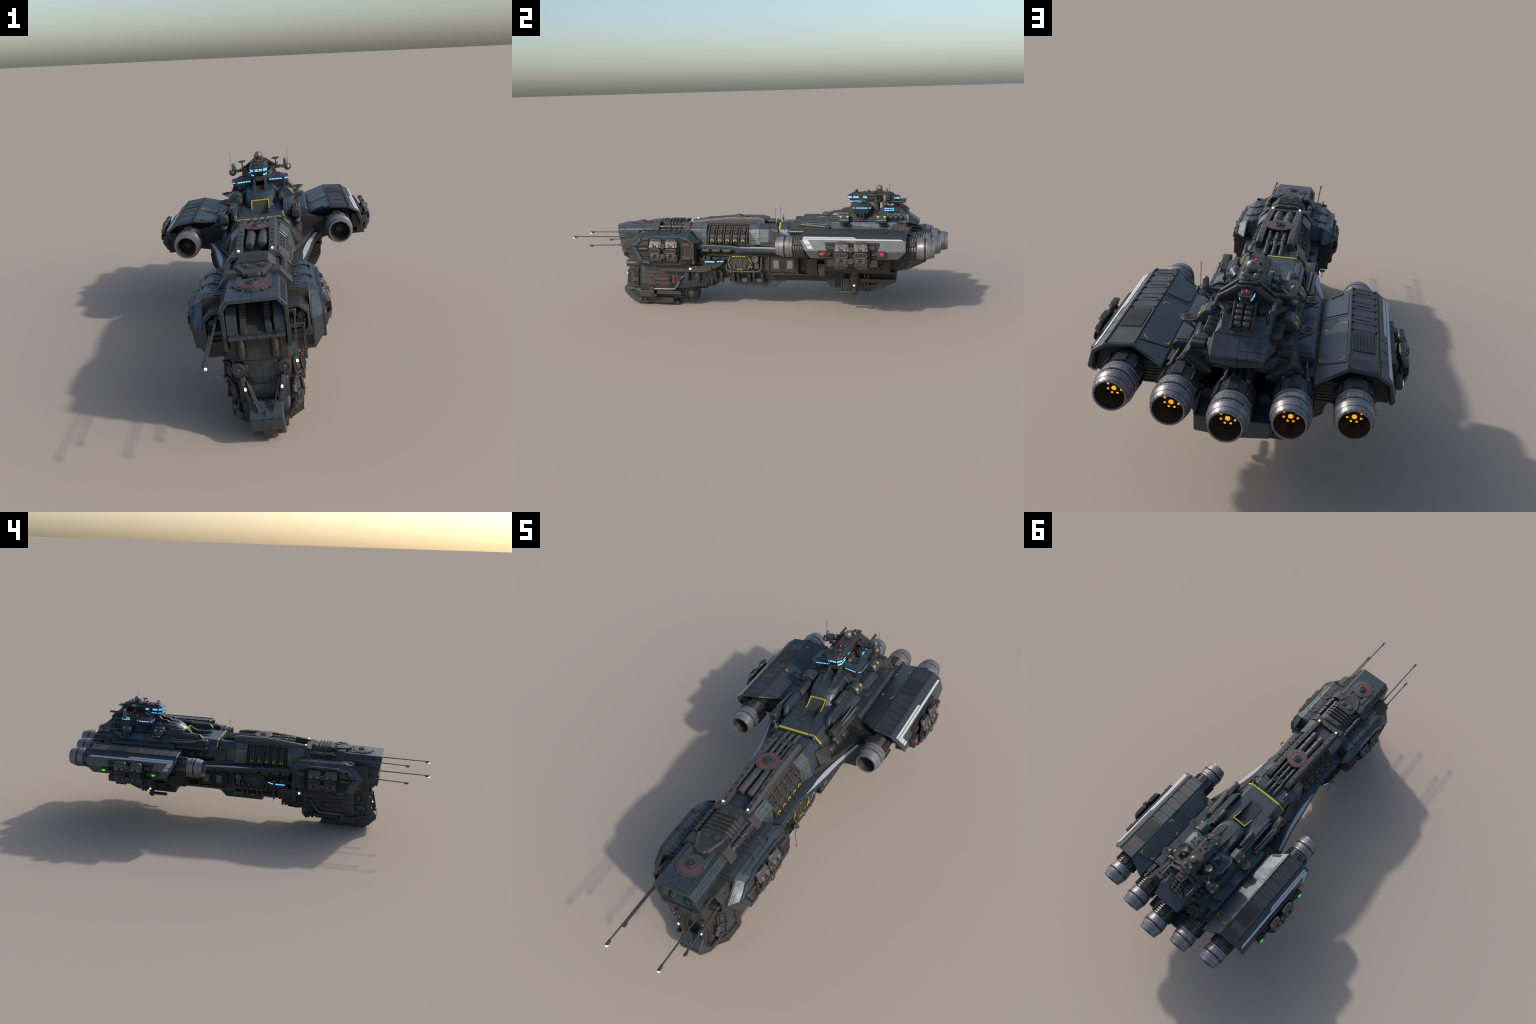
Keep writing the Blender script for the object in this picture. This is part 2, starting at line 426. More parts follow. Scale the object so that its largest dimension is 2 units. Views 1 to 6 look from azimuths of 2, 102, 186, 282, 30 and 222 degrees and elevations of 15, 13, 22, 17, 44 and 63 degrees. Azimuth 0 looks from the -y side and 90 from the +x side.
# disc 1: collar with teeth and spikes, and two legs running aft
g = G()
g.arc((0, -.632), .046, .0545, .444, .4535, math.pi*.97, math.pi*2.03, 'rail', 40)
for i in range(9):
    a = math.pi*(1.08+.105*i); g.cyl((.0545*math.cos(a), -.632+.0545*math.sin(a), .4512), (.0552*math.cos(a), -.632+.0552*math.sin(a), .4512), .0018, 'dark', n=8)
for i in range(7):
    a = math.pi*(1.04+.153*i); C, S = math.cos(a), math.sin(a)
    o = Vector((.053*C, -.632+.053*S, 0)); t = Vector((-S, C, 0))*.0032; e = o+Vector((C, S, 0))*.014
    g.add([(o+t)[:2]+(.452,), (o-t)[:2]+(.452,), (e.x, e.y, .4495), (o+t)[:2]+(.444,), (o-t)[:2]+(.444,), (e.x, e.y, .444)], [[0, 1, 2], [3, 4, 5], [0, 1, 4, 3], [1, 2, 5, 4], [2, 0, 3, 5]], 'rail')
for sx in (-1, 1):
    g.prism([(sx*.030, -.632), (sx*.053, -.632), (sx*.050, -.545), (sx*.036, -.545)], 'z', .444, .4535, 'rail', .001)
part('disc_collar', g, d1)

# ================================================================== BOW
top = lambda y: .4465+(y+.748)*.02
g = G()
prof = lambda d, dz: [(0, .447-dz), (.071-d*.5, .447-dz), (.092-d, .420-dz*.4), (.092-d, .293)]
outer = []; inner = []
def hood_sec(y, d, dz, ylow):
    pr = [(0, top(y)-dz), (.071-d*.55, top(y)-dz), (.092-d, top(y)-.027-dz*.45), (.092-d, .293)]
    ys = [y, y, y+.004*(y < -.7), y+(.028 if y < -.7 else 0)]
    return [(x, yy, z) for (x, z), yy in zip(pr, ys)]
def full(sec): return sec+[(-x, y, z) for x, y, z in reversed(sec) if x > 1e-6]
O0, O1 = full(hood_sec(-.748, 0, 0, 0)), full(hood_sec(-.52, 0, 0, 0))
I0, I1 = full(hood_sec(-.748, .011, .010, 0)), full(hood_sec(-.62, .011, .010, 0))
n = len(O0); vs = O0+O1+I0+I1; fs = []
for i in range(n):
    if i == n//2: continue
    j = (i+1) % n
    fs += [[i, j, n+j, n+i], [2*n+i, 2*n+j, 3*n+j, 3*n+i], [i, j, 2*n+j, 2*n+i]]
e = n//2
g.add(vs, fs+[[e, n+e, 3*n+e, 2*n+e], [e+1, n+e+1, 3*n+e+1, 2*n+e+1], [n+i for i in range(n)]], 'hull', False, .0015)
hood = part('bow_hood', g, hull)
# the ship's name along both chamfers
def lettering(word, origin, xdir, updir, size, parent):
    cu = bpy.data.curves.new('name_lettering', 'FONT'); cu.body = word; cu.size = size; cu.extrude = .0006; cu.space_character = 1.12
    o = bpy.data.objects.new('tmp', cu); bpy.context.scene.collection.objects.link(o)
    bpy.context.view_layer.update()
    me = bpy.data.meshes.new_from_object(o.evaluated_get(bpy.context.evaluated_depsgraph_get())); bpy.data.objects.remove(o)
    x = Vector(xdir).normalized(); u = Vector(updir).normalized(); w = x.cross(u)
    xf = Matrix(((x.x, u.x, w.x, origin[0]), (x.y, u.y, w.y, origin[1]), (x.z, u.z, w.z, origin[2]), (0, 0, 0, 1)))
    me.transform(xf); me.materials.clear(); me.materials.append(M['mark'])
    link(bpy.data.objects.new('name_lettering', me), parent)
up = Vector((-.021, 0, .027)).normalized(); nn = Vector((.79, 0, .61))
pt = Vector((.092, -.735, .4200))+up*.007+nn*.0009
lettering('HARBINGER', pt, (0, 1, .02), up, .0265, hood)
upl = Vector((.021, 0, .027)).normalized(); ptl = Vector((-.092, -.555, .4237))+upl*.007+Vector((-.79, 0, .61))*.0009
lettering('HARBINGER', ptl, (0, -1, -.02), upl, .0265, hood)

# bow interior: sloped blue floor, dark back, toothed ladders, side panels
g = G()
g.half([(-.731, [(0, .338), (.074, .338), (.077, .335), (.077, .328), (0, .328)]), (-.60, [(0, .425), (.070, .425), (.08, .40), (.08, .328), (0, .328)])], 'hullplain', .001)
mouth = part('bow_floor', g, hull)
g = G(); g.slab((-.079, -.64, .32), (.079, -.615, .436), 'deck', 0); part('bow_back_wall', g, mouth)
g = G(); g.prism([(-.728, .340), (-.728, .385), (-.70, .415), (-.62, .42), (-.62, .36)], 'x', .050, .0795, 'hullbig', .0015); part('cheek_panel', g, mouth, True)
g = G()
g.beam((.034, -.722, .355), (.034, -.63, .430), .017, .022, 'gunplain')
for i in range(12):
    p = Vector((.034, -.700, .377)).lerp(Vector((.034, -.63, .434)), i/11); g.box(tuple(p+Vector((0, -.004, .008))), (.0185, .003, .006), 'gun', .0005)
g.box((.034, -.722, .352), (.018, .012, .026), 'gunplain'); g.box((.034, -.7285, .352), (.011, .002, .017), 'gun', .0005)
part('toothed_ladder', g, mouth, True)
# sill and front face
g = G()
g.slab((-.078, -.739, .329), (.078, -.72, .340), 'hull', .001)
part('bow_sill', g, mouth)
g = G()
g.half([(-.716, [(0, .330), (.076, .330), (.077, .29), (.062, .265), (0, .258)]), (-.66, [(0, .330), (.08, .330), (.082, .30), (.07, .262), (0, .255)])], 'gun', .001)
face = part('bow_face', g, hull)
g = G()
g.lathe((.046, -.724, .333), (0, -.02, -1), [(0, .004), (.004, .0085), (.008, .010), (.05, .0095), (.06, .008), (.066, .004)], 'gunplain', 14)
g.prism([(.031, .268), (.061, .268), (.061, .326), (.055, .338), (.037, .338), (.031, .326)], 'y', -.7175, -.71, 'black', 0)
for k in range(3): g.box((.046, -.7345-k*.0003, .318-k*.014), (.004, .004, .006), 'dark', .0005)
part('bow_pill', g, face, True)
# tapering front plates down to the jaw
g = G()
def quadplate(pts, th, mat):
    P = [Vector(p) for p in pts]; nrm = (P[1]-P[0]).cross(P[2]-P[0]).normalized()*th
    if nrm.y > 0: nrm = -nrm
    k = len(P); vs = [tuple(p) for p in P]+[tuple(p-nrm) for p in P]
    g.add(vs, [list(range(k)), list(range(k, 2*k))]+[[i, (i+1) % k, (i+1) % k+k, i+k] for i in range(k)], mat, False, .0008)
quadplate([(-.066, -.714, .275), (.066, -.714, .275), (.058, -.703, .2545), (-.058, -.703, .2545)], .03, 'hullbig')
quadplate([(-.049, -.702, .2535), (.049, -.702, .2535), (.035, -.691, .202), (-.035, -.691, .202)], .03, 'hullbig')
quadplate([(-.035, -.691, .2015), (.035, -.691, .2015), (.031, -.685, .180), (-.031, -.685, .180)], .03, 'hullbig')
g.slab((-.08, -.69, .20), (.08, -.60, .30), 'gun')
part('bow_front_plate', g, face)
g = G()
g.lathe((.064, -.708, .231), (0, 1, 0), [(0, .006), (.001, .006), (.001, .010), (.0, .0105), (.0, .014), (.002, .0195), (.09, .0195)], 'gunplain', 24)
g.lathe((.064, -.7105, .231), (0, 1, 0), [(0, .003), (.004, .0045)], 'steel', 12)
g.torus((.064, -.708, .231), (0, 1, 0), .013, .0012, 'dark')
g.slab((.036, -.703, .219), (.064, -.685, .243), 'gunplain')
part('pivot_bolt', g, face, True)

# jaw
g = G()
ck = [(-.712, .183), (-.698, .205), (-.66, .207), (-.62, .20), (-.62, .06), (-.68, .06), (-.708, .10), (-.706, .128)]
def ckx(z): return .0475+max(0, z-.12)*.19
n = len(ck); vs = [(ckx(z)-.013, y, z) for y, z in ck]+[(ckx(z), y, z) for y, z in ck]
g.add(vs, [list(range(n)), list(range(n, 2*n))]+[[i, (i+1) % n, (i+1) % n+n, i+n] for i in range(n)], 'hull', False, .002)
jaw = part('jaw_cheek', g, hull, True)
g = G(); g.box((.051, -.7135, .174), (.006, .005, .008), 'lwhite', .001); part('jaw_lamp', g, jaw[0], True)
g = G()
g.prism([(-.7395, .090), (-.7375, .066), (-.714, .043), (-.680, .012), (-.60, .006), (-.60, .10), (-.66, .122), (-.700, .131), (-.719, .113)], 'x', -.047, .047, 'hullbig', .0025)
lip = part('jaw_plate', g, hull)
g = G()
for i in range(4): g.box((-.034+i*.0227, -.7385, .0915), (.016, .003, .0018), 'black', 0)
g.slab((-.0007, -.734, .097), (.0007, -.72, .1125), 'steel', 0)
part('jaw_slot', g, lip)
g = G()
g.prism([(-.734, .062), (-.712, .036), (-.70, .010), (-.67, .010), (-.66, .028), (-.70, .075)], 'x', -.015, .015, 'gunplain', .002)
for sx in (-1, 1):
    g.cyl((sx*.030, -.712, .038), (sx*.030, -.68, .05), .010, 'gunplain', n=16); g.cyl((sx*.030, -.7125, .038), (sx*.030, -.70, .044), .005, 'dark', n=12)
part('jaw_hook', g, lip)
g = G()
g.slab((-.047, -.676, .06), (.047, -.60, .205), 'hullbig'); part('jaw_back', g, lip)
g = G()
g.beam((.045, -.704, .195), (.019, -.724, .108), .003, .016, 'gunplain', up=(0, 1, 0)); g.beam((.043, -.675, .18), (.022, -.70, .120), .003, .008, 'gunplain', up=(0, 1, 0))
g.beam((.040, -.70, .128), (.036, -.715, .165), .003, .003, 'gunplain')
part('jaw_strut', g, lip, True)

# belly body under the bow
g = G()
g.half([(-.655, [(0, .26), (.074, .26), (.078, .22), (.076, .13), (.066, .09), (.046, .05), (.042, .02), (0, .015)]),
        (-.61, [(0, .28), (.106, .28), (.110, .20), (.108, .128), (.094, .085), (.052, .052), (.046, .012), (0, .008)]),
        (-.45, [(0, .28), (.110, .28), (.113, .20), (.111, .128), (.094, .085), (.048, .045), (.035, .012), (0, .008)]),
        (-.425, [(0, .28), (.110, .28), (.113, .20), (.108, .135), (.09, .10), (.05, .08), (.04, .060), (0, .06)]),
        (-.30, [(0, .28), (.105, .28), (.106, .22), (.100, .14), (.092, .115), (.06, .108), (.05, .105), (0, .105)]),
        (-.245, [(0, .28), (.10, .28), (.102, .20), (.096, .14), (.09, .125), (.06, .110), (.05, .108), (0, .108)]),
        (-.20, [(0, .28), (.10, .28), (.102, .20), (.095, .175), (.09, .17), (.06, .152), (.05, .15), (0, .15)])], 'hull')
belly = part('belly_hull', g)
g = G()
g.slab((-.030, -.57, .0022), (.030, -.43, .02), 'hull'); g.slab((.02, -.56, .014), (.056, -.45, .045), 'gun', .004); g.slab((-.056, -.56, .014), (-.02, -.45, .045), 'gun', .004)
for sx in (-1, 1):
    for k in range(2): g.slab((sx*.03, -.655+k*.027, .018), (sx*.056, -.631+k*.027, .05), 'gunplain', .004)
part('belly_skid', g, belly)
g = G() # side skirt slab
g.prism([(.046, -.692), (.066, -.672), (.102, -.628), (.106, -.55), (.046, -.55)], 'z', .055, .080, 'gun', .001)
for i in range(7):
    p = Vector((.066, -.6725, .067)).lerp(Vector((.102, -.6285, .067)), i/6); g.box(tuple(p), (.003, .003, .024), 'dark', 0)
part('jaw_skirt', g, belly, True)
# forward cheek blocks between jaw and skirt
g = G()
g.prism([(-.69, .085), (-.67, .128), (-.60, .128), (-.60, .06), (-.67, .05)], 'x', .045, .068, 'gun', .002)
g.prism([(-.69, .132), (-.69, .19), (-.675, .198), (-.60, .198), (-.60, .132)], 'x', .05, .070, 'gun', .002)
for z in (.112, .178): g.beam((.090, -.672, z), (.096, -.60, z), .006, .006, 'gunplain')
g.cyl((.078, -.70, .092), (.078, -.63, .092), .009, 'gunplain'); g.cyl((.082, -.67, .13), (.082, -.60, .20), .010, 'gunplain')
part('cheek_block', g, belly, True)
g = G() # bolted frames
def frame(g, o, u, v, w, W, H, mat):
    u = Vector(u).normalized(); v = Vector(v).normalized(); w = Vector(w).normalized()
    xf = Matrix(((u.x, v.x, w.x, o[0]), (u.y, v.y, w.y, o[1]), (u.z, v.z, w.z, o[2]), (0, 0, 0, 1)))
    for a, b, c, d in ((0, H/2, W, .006), (0, -H/2, W, .006), (W/2, 0, .006, H), (-W/2, 0, .006, H)): g.box((a, b, 0), (c, d, .010), mat, .001, xf)
    g.box((0, 0, -.004), (W-.008, H-.008, .006), 'dark', .001, xf); g.box((0, 0, .0), (W*.5, H*.6, .006), mat, .001, xf)
    for a in (-1, 1):
        for b in (-1, 1):
            q = G(); q.cyl((a*W/2, b*H/2, 0), (a*W/2, b*H/2, .008), .0045, mat, n=10); q.xform(xf)
            off = len(g.v); g.v += q.v; g.f += [[i+off for i in f] for f in q.f]; g.m += [g.mi(mat)]*len(q.f); g.s += q.s
w = Vector((.8, -.6, .1)); u = Vector((.6, .8, 0)); v = w.cross(u)
frame(g, (.098, -.640, .205), u, v, w, .034, .046, 'gunplain'); frame(g, (.094, -.645, .145), u, v, w, .034, .042, 'gunplain')
part('bolted_frame', g, belly, True)
# side of belly: red outlined panel
g = G()
z0, z1, zc = .128, .192, .160
hexp = [(-.578, z1), (-.452, z1), (-.422, zc+.012), (-.422, zc-.012), (-.448, z0), (-.578, z0)]
g.prism(hexp, 'x', .100, .1155, 'gun', .001)
panel = part('side_panel', g, belly, True)
g = G()
for (a, b) in zip(hexp[:-1], hexp[1:]):
    if a[0] == b[0] and a[0] < -.5: continue
    if abs(a[0]-b[0]) > .08:
        for f0, f1 in ((.05, .45), (.60, 1.0)):
            p, q = [(a[0]+(b[0]-a[0])*f, a[1]+(b[1]-a[1])*f) for f in (f0, f1)]
            g.beam((.1155, *p), (.1155, *q), .003, .0022, 'red', bevel=0)
    else: g.beam((.1155, *a), (.1155, *b), .003, .0022, 'red', up=(1, 0, 0), bevel=0)
part('red_outline', g, panel[0], True)
g = G()
g.prism([(-.53, .172), (-.46, .172), (-.445, .16), (-.46, .148), (-.53, .148)], 'x', .112, .123, 'gunplain', .003)
g.lathe((.112, -.540, .160), (1, 0, 0), [(0, .019), (.008, .019), (.008, .013), (.005, .012), (.005, .006), (.010, .005)], 'gunplain', 22)
for i in range(5):
    for z in (.183, .136): g.box((.116, -.535+i*.019, z), (.004, .012, .006), 'gunplain', .001)
part('winch', g, panel[0], True)
g = G()
g.tube([(.103, -.545, .099), (.103, -.435, .100), (.103, -.424, .103), (.105, -.414, .114), (.114, -.382, .166), (.114, -.374, .173), (.108, -.366, .175)], .0052, 'steel', 12)
part('side_pipe', g, belly, True)
g = G()
g.box((.100, -.556, .090), (.020, .026, .042), 'gunplain', .002); g.cyl((.108, -.556, .096), (.1115, -.556, .096), .007, 'gun', n=12); g.slab((.08, -.558, .055), (.10, -.532, .07), 'gunplain')
part('pipe_clamp', g, belly, True)
g = G()
g.tube([(.082, -.67, .098), (.092, -.645, .088), (.098, -.61, .082), (.098, -.57, .083)], .007, 'gunplain', 8)
for i in range(5): g.box((.099, -.615+i*.010, .083), (.014, .005, .017), 'gunplain', .001)
g.slab((.08, -.53, .070), (.097, -.395, .089), 'gunplain')
for i in range(8): g.cyl((.096, -.52+i*.0165, .0795), (.0985, -.52+i*.0165, .0795), .0038, 'dark', n=8)
part('drive_chain', g, belly, True)
g = G() # belly thruster
g.lathe((0, -.455, .070), (0, 1, 0), [(0, .03), (.01, .046), (.055, .047), (.06, .041), (.067, .041), (.070, .0495), (.080, .0495), (.083, .042), (.088, .042), (.092, .051), (.118, .051), (.135, .034), (.137, .015)], 'gunplain', 30)
for sx in (-1, 1):
    for i in range(5): g.box((sx*.046, -.407, .050+i*.008), (.010, .022, .0025), 'steel', .0005)
for i in range(8):
    a = i*math.pi/4+.3; g.cyl((.047*math.cos(a), -.347, .070+.047*math.sin(a)), (.0535*math.cos(a), -.347, .070+.0535*math.sin(a)), .006, 'dark', n=10)
part('belly_thruster', g, belly)
g = G()
for y in (-.348, -.288):
    g.lathe((.118, y, .218), (0, 0, -1), [(0, .016), (.012, .018), (.04, .018), (.052, .016), (.054, .012), (.058, .012), (.060, .014), (.064, .013)], 'gunplain', 18)
part('jar_tank', g, belly, True)
g = G()
g.prism([(-.50, .238), (-.505, .222), (-.485, .205), (-.25, .203), (-.205, .215), (-.205, .238)], 'x', .09, .148, 'gun', .0015)
for y in (-.455, -.40, -.318, -.262): g.beam((.147, y, .226), (.120, y+.012, .135), .006, .006, 'gunplain', up=(0, 1, 0))
part('sponson_beam', g, belly, True)
g = G(); g.box((.152, -.320, .222), (.006, .010, .009), 'lwhite', .001); part('side_lamp', g, belly, True)
g = G()
for i in range(6): g.slab((.0, -.31+i*.017, .118-.0*i), (.098, -.299+i*.017, .19), 'dark', .001)
g.prism([(-.43, .12), (-.42, .135), (-.30, .135), (-.245, .118), (-.25, .108), (-.30, .105)], 'x', -.085, .085, 'gun', .001)
part('belly_rib', g, belly, True)

# ------------------------------------------------------------------ bow armour pods
BIG = [(-.664, .345), (-.589, .411), (-.560, .419), (-.314, .417), (-.258, .363), (-.288, .345), (-.288, .275), (-.326, .229), (-.599, .231)]
SML = [(-.628, .345), (-.572, .386), (-.548, .392), (-.322, .392), (-.290, .364), (-.290, .352), (-.290, .285), (-.318, .268), (-.585, .268)]
g = G()
BC = [(min(max(y, -.600), -.300), z) for y, z in BIG]; BC[0] = (-.600, .345); BC[1] = (-.5995, .411)
secs = [[(.085, y, z) for y, z in BC], [(.150, y, z-.003*(z > .4)) for y, z in BC], [(.1505, y, z-.003*(z > .4)) for y, z in BIG], [(.156, y, z-.006*(z > .4)) for y, z in BIG], [(.184, y-.002, z) for y, z in SML]]
g.loft(secs, 'hull', .002)
bpod = part('bow_armour_pod', g, None, True)
g = G() # raised hex rim at the front of the opening + top rim
g.slab((.09, -.6045, .235), (.152, -.5985, .4165), 'gun', .001)
rim = [(-.533, .386), (-.574, .381), (-.615, .343), (-.573, .263), (-.530, .258)]
def rimline(g, pts, w, x0, x1, mat):
    for a, b in zip(pts, pts[1:]):
        a = Vector((0, *a)); b = Vector((0, *b)); d = (b-a).normalized(); nrm = Vector((0, -d.z, d.y))*w/2; e = d*w*.3
        g.prism([((a-e+nrm).y, (a-e+nrm).z), ((b+e+nrm).y, (b+e+nrm).z), ((b+e-nrm).y, (b+e-nrm).z), ((a-e-nrm).y, (a-e-nrm).z)], 'x', x0, x1, mat, .0015)
rimline(g, rim, .016, .178, .1915, 'hull')
rimline(g, [(-.535, .39), (-.515, .394), (-.362, .394), (-.346, .385), (-.318, .382), (-.300, .364)], .010, .176, .1895, 'hull')
rimline(g, [(-.533, .258), (-.514, .250), (-.36, .250), (-.345, .258)], .010, .160, .183, 'hull')
part('pod_rim', g, bpod[0], True)
g = G()
g.prism([(-.603, .343), (-.572, .374), (-.362, .388), (-.300, .366), (-.29, .28), (-.345, .252), (-.53, .252), (-.568, .27)], 'x', .168, .1865, 'black', 0)
g.prism([(-.592, .345), (-.566, .372), (-.535, .374), (-.535, .348)], 'x', .178, .191, 'gun', .001)
g.capsule((.189, -.590, .329), (.189, -.532, .329), .009, 'gunplain')
for k in range(3): g.slab((.184, -.573+k*.004, .300-k*.010), (.191, -.534, .305-k*.010), 'gunplain', .001)
part('pod_recess', g, bpod[0], True)

def tile(g, y, z, flip, W=.066):
    """one armoured radiator tile, top half; flip -> lower half"""
    s = -1 if flip else 1
    poly = [(-W*.5, 0), (-W*.5, .026), (-W*.43, .042), (-W*.22, .042), (-W*.18, .039), (W*.18, .039), (W*.22, .042), (W*.43, .042), (W*.5, .026), (W*.5, 0)]
    P = [(y+a, z+s*b) for a, b in poly]
    if flip: P = P[::-1]
    g.prism(P, 'x', 0, .013, 'tile', .002)
    for a in (-.24, .24):
        g.box((.015, y+a*W, z+s*.013), (.008, W*.22, .019), 'pad', .0015)
    if not flip:
        g.box((.008, y, z+.041), (.020, W*.78, .010), 'tile', .003); g.box((.008, y, z+.0458), (.010, W*.56, .002), 'black', 0)
    g.box((.014, y, z+s*.008), (.006, W*.2, .010), 'gun', .001); g.cyl((.012, y, z+s*.008), (.019, y, z+s*.008), .002, 'dark', n=8)
def vent(g, y, z, W=.060):
    n = 10; r = .0115
    pts = [(y+W/2-r+r*math.cos(a), z+r*math.sin(a)) for a in [(-.5+i/8)*math.pi for i in range(9)]]+[(y-W/2+r+r*math.cos(a), z+r*math.sin(a)) for a in [(.5+i/8)*math.pi for i in range(9)]]
    g.prism(pts, 'x', 0, .012, 'black', 0)
    g.tube([(.012, a, b) for a, b in pts]+[(.012, *pts[0])], .0026, 'tile', 6)
    for i in range(7): g.box((.009, y-W*.36+i*W*.12, z), (.007, .0022, r*1.6), 'gunplain', 0)
def armour(name, x, y0, pitch, z, parent, extra=True):
    g = G(); tile(g, 0, .016, False); tile(g, 0, -.016, True)
    g.v = [(x_+max(0, .055-abs(z_))*.36-.004, y_, z_) for x_, y_, z_ in g.v]
    t = None
    for yy in (y0, y0+pitch):
        if t is None:
            a, b = part(name, g, parent, True, (x, yy, z)); t = a
        else: dup(t, (x, yy, z), parent); dup(t, (-x, yy, z), parent, sx=-1)
    g = G(); vent(g, 0, 0); t = None
    for yy in (y0, y0+pitch):
        if t is None: t = part('radiator_vent', g, parent, True, (x+.013, yy, z))[0]
        else: dup(t, (x+.013, yy, z), parent); dup(t, (-x-.013, yy, z), parent, sx=-1)
    g = G()
    g.lathe((0, 0, 0), (1, 0, 0), [(0, .013), (.016, .0135), (.018, .012), (.018, .009), (.015, .008), (.015, .004), (.019, .003)], 'tile', 18)
    for i in range(6):
        a = i*math.pi/3; g.box((.015, .0085*math.cos(a), .0085*math.sin(a)), (.006, .003, .003), 'dark', .0005)
    t = None
    for zz in (.0265, -.0265):
        if t is None: t = part('valve_wheel', g, parent, True, (x+.010, y0+pitch/2, z+zz))[0]
        else: dup(t, (x+.010, y0+pitch/2, z+zz), parent); dup(t, (-x-.010, y0+pitch/2, z+zz), parent, sx=-1)
    g = G()
    g.slab((0, y0-.04, z-.02), (.008, y0+pitch+.04, z+.02), 'black')
    for yy in (y0-.036, y0+pitch+.036):
        for zz in (-.02, .0, .02): g.cyl((.002, yy, z+zz-.007), (.010, yy, z+zz+.005), .0055, 'gunplain', n=10)
    g.tube([(.012, y0+pitch/2, z+.05), (.016, y0+pitch/2-.004, z+.042), (.018, y0+pitch/2, z+.03)], .003, 'gunplain', 6)
    g.tube([(.010, y0+pitch/2, z-.055), (.016, y0+pitch/2, z-.045), (.018, y0+pitch/2, z-.03)], .003, 'gunplain', 6)
    part('radiator_frame', g, parent, True, (x, 0, 0))
armour('radiator_tile', .188, -.491, .086, .3215, bpod[0])
g = G()
g.prism([(-.352, .362), (-.283, .364), (-.283, .278), (-.352, .276)], 'x', .15, .194, 'gun', .002)
for i in range(8): g.slab((.19, -.334+i*.0058, .300), (.1965, -.331+i*.0058, .342), 'gunplain', 0)
g.slab((.188, -.351, .3), (.1955, -.338, .342), 'black', 0)
g.prism([(-.350, .346), (-.305, .346), (-.305, .364), (-.350, .364)], 'x', .17, .199, 'gunplain', .002); g.prism([(-.350, .276), (-.300, .276), (-.300, .294), (-.350, .294)], 'x', .17, .199, 'gunplain', .002)
for i in range(5): g.slab((.125+i*.012, -.2845, .295), (.131+i*.012, -.281, .345), 'gunplain', 0)
g.slab((.11, -.30, .25), (.185, -.284, .355), 'gun')
part('pod_grille', g, bpod[0], True)
# round scalloped recesses on top
g = G()
g.lathe((0, 0, 0), (0, 0, 1), [(0, .026), (.0035, .026), (.0035, .011), (.007, .010), (.009, .007), (.007, .004), (.010, .002)], 'hullplain', 26)
g.lathe((0, 0, .003), (0, 0, 1), [(0, .0115), (.0045, .0105), (.006, .007), (.0045, .005), (.0045, .0025), (.007, .002)], 'gunplain', 20)
g.arc((0, 0), .026, .0285, .0, .011, math.pi*.15, math.pi*.95, 'hull', 20)
for i in range(12):
    a = math.pi*(.17+.065*i); g.box((.0255*math.cos(a), .0255*math.sin(a), .007), (.0018, .0018, .007), 'dark', 0)
rt = part('scallop_recess', g, bpod[0], True, (.140, -.502, .4075))
for o in rt: o.rotation_euler = (0, math.radians(10), 0)
rt[1].rotation_euler = (0, math.radians(-10), 0)
dup(rt[0], (.140, -.399, .4075), bpod[0], (0, math.radians(10), 0)); dup(rt[0], (-.140, -.399, .4075), bpod[0], (0, math.radians(-10), 0), -1)
g = G()
g.prism([(.092, .4200), (.132, .4172), (.134, .405), (.092, .400)], 'y', -.594, -.318, 'roof', .0015)
for i in range(11): g.beam((.093, -.575+i*.024, .4204), (.131, -.575+i*.024, .4176), .0015, .0012, 'black', up=(0, 0, 1), bevel=0)
g.beam((.112, -.592, .4192), (.112, -.32, .4192), .0012, .0012, 'black', bevel=0)
part('pod_roof_deck', g, bpod[0], True)
# gun casemate + guns
g = G()
out = [(.088, .398), (.122, .398), (.148, .374), (.148, .325), (.128, .300), (.088, .300)]
inn = [(.090, .388), (.119, .388), (.140, .369), (.140, .330), (.124, .310), (.090, .310)]
k = len(out); vs = [(x, -.680, z) for x, z in out]+[(x, -.58, z) for x, z in out]+[(x, -.682, z) for x, z in inn]+[(x, -.645, z) for x, z in inn]
fs = []
for i in range(k):
    j = (i+1) % k; fs += [[i, j, k+j, k+i], [i, j, 2*k+j, 2*k+i], [2*k+i, 2*k+j, 3*k+j, 3*k+i]]
fs += [list(range(3*k, 4*k)), list(range(k, 2*k))]
g.add(vs, fs, 'gun', False, .001)
cas = part('gun_casemate', g, None, True)
g = G()
g.slab((.090, -.646, .312), (.139, -.642, .386), 'black', 0)
g.cyl((.124, -.672, .360), (.124, -.64, .360), .0125, 'gunplain', n=18, cap=.002)
g.slab((.088, -.685, .374), (.112, -.645, .385), 'gunplain'); g.slab((.088, -.688, .331), (.132, -.645, .344), 'gunplain')
g.slab((.088, -.672, .300), (.15, -.60, .322), 'gun')
for i in range(5): g.slab((.094+i*.009, -.681, .346), (.100+i*.009, -.65, .353), 'dark', 0)
part('gun_mount', g, cas[0], True)
def gun(x, z, zt, y0, y1, lamp):
    g = G()
    g.cyl((x, y0, z), (x, y0-.03, z), .0045, 'gunplain', n=12)
    g.prism([(y0, z-.0026), (y0, z+.0026), (y1+.004, zt+.002), (y1+.004, zt-.002)], 'x', x-.0026, x+.0026, 'gunplain', .0006)
    g.prism([(y1+.026, zt+.0025), (y1, zt+.0025), (y1+.003, zt-.006), (y1+.008, zt-.008), (y1+.020, zt-.008)], 'x', x-.004, x+.004, 'gunplain', .0008)
    o = part('gun_barrel', g, cas[0], True)
    if lamp:
        g = G(); g.prism([(y1-.002, zt-.003), (y1+.008, zt-.008), (y1+.008, zt-.011), (y1, zt-.011)], 'x', x-.0028, x+.0028, 'lwhite', .0005); part('gun_lamp', g, o[0], True)
gun(.107, .381, .3785, -.69, -.9985, True); gun(.128, .340, .3345, -.69, -.895, False)

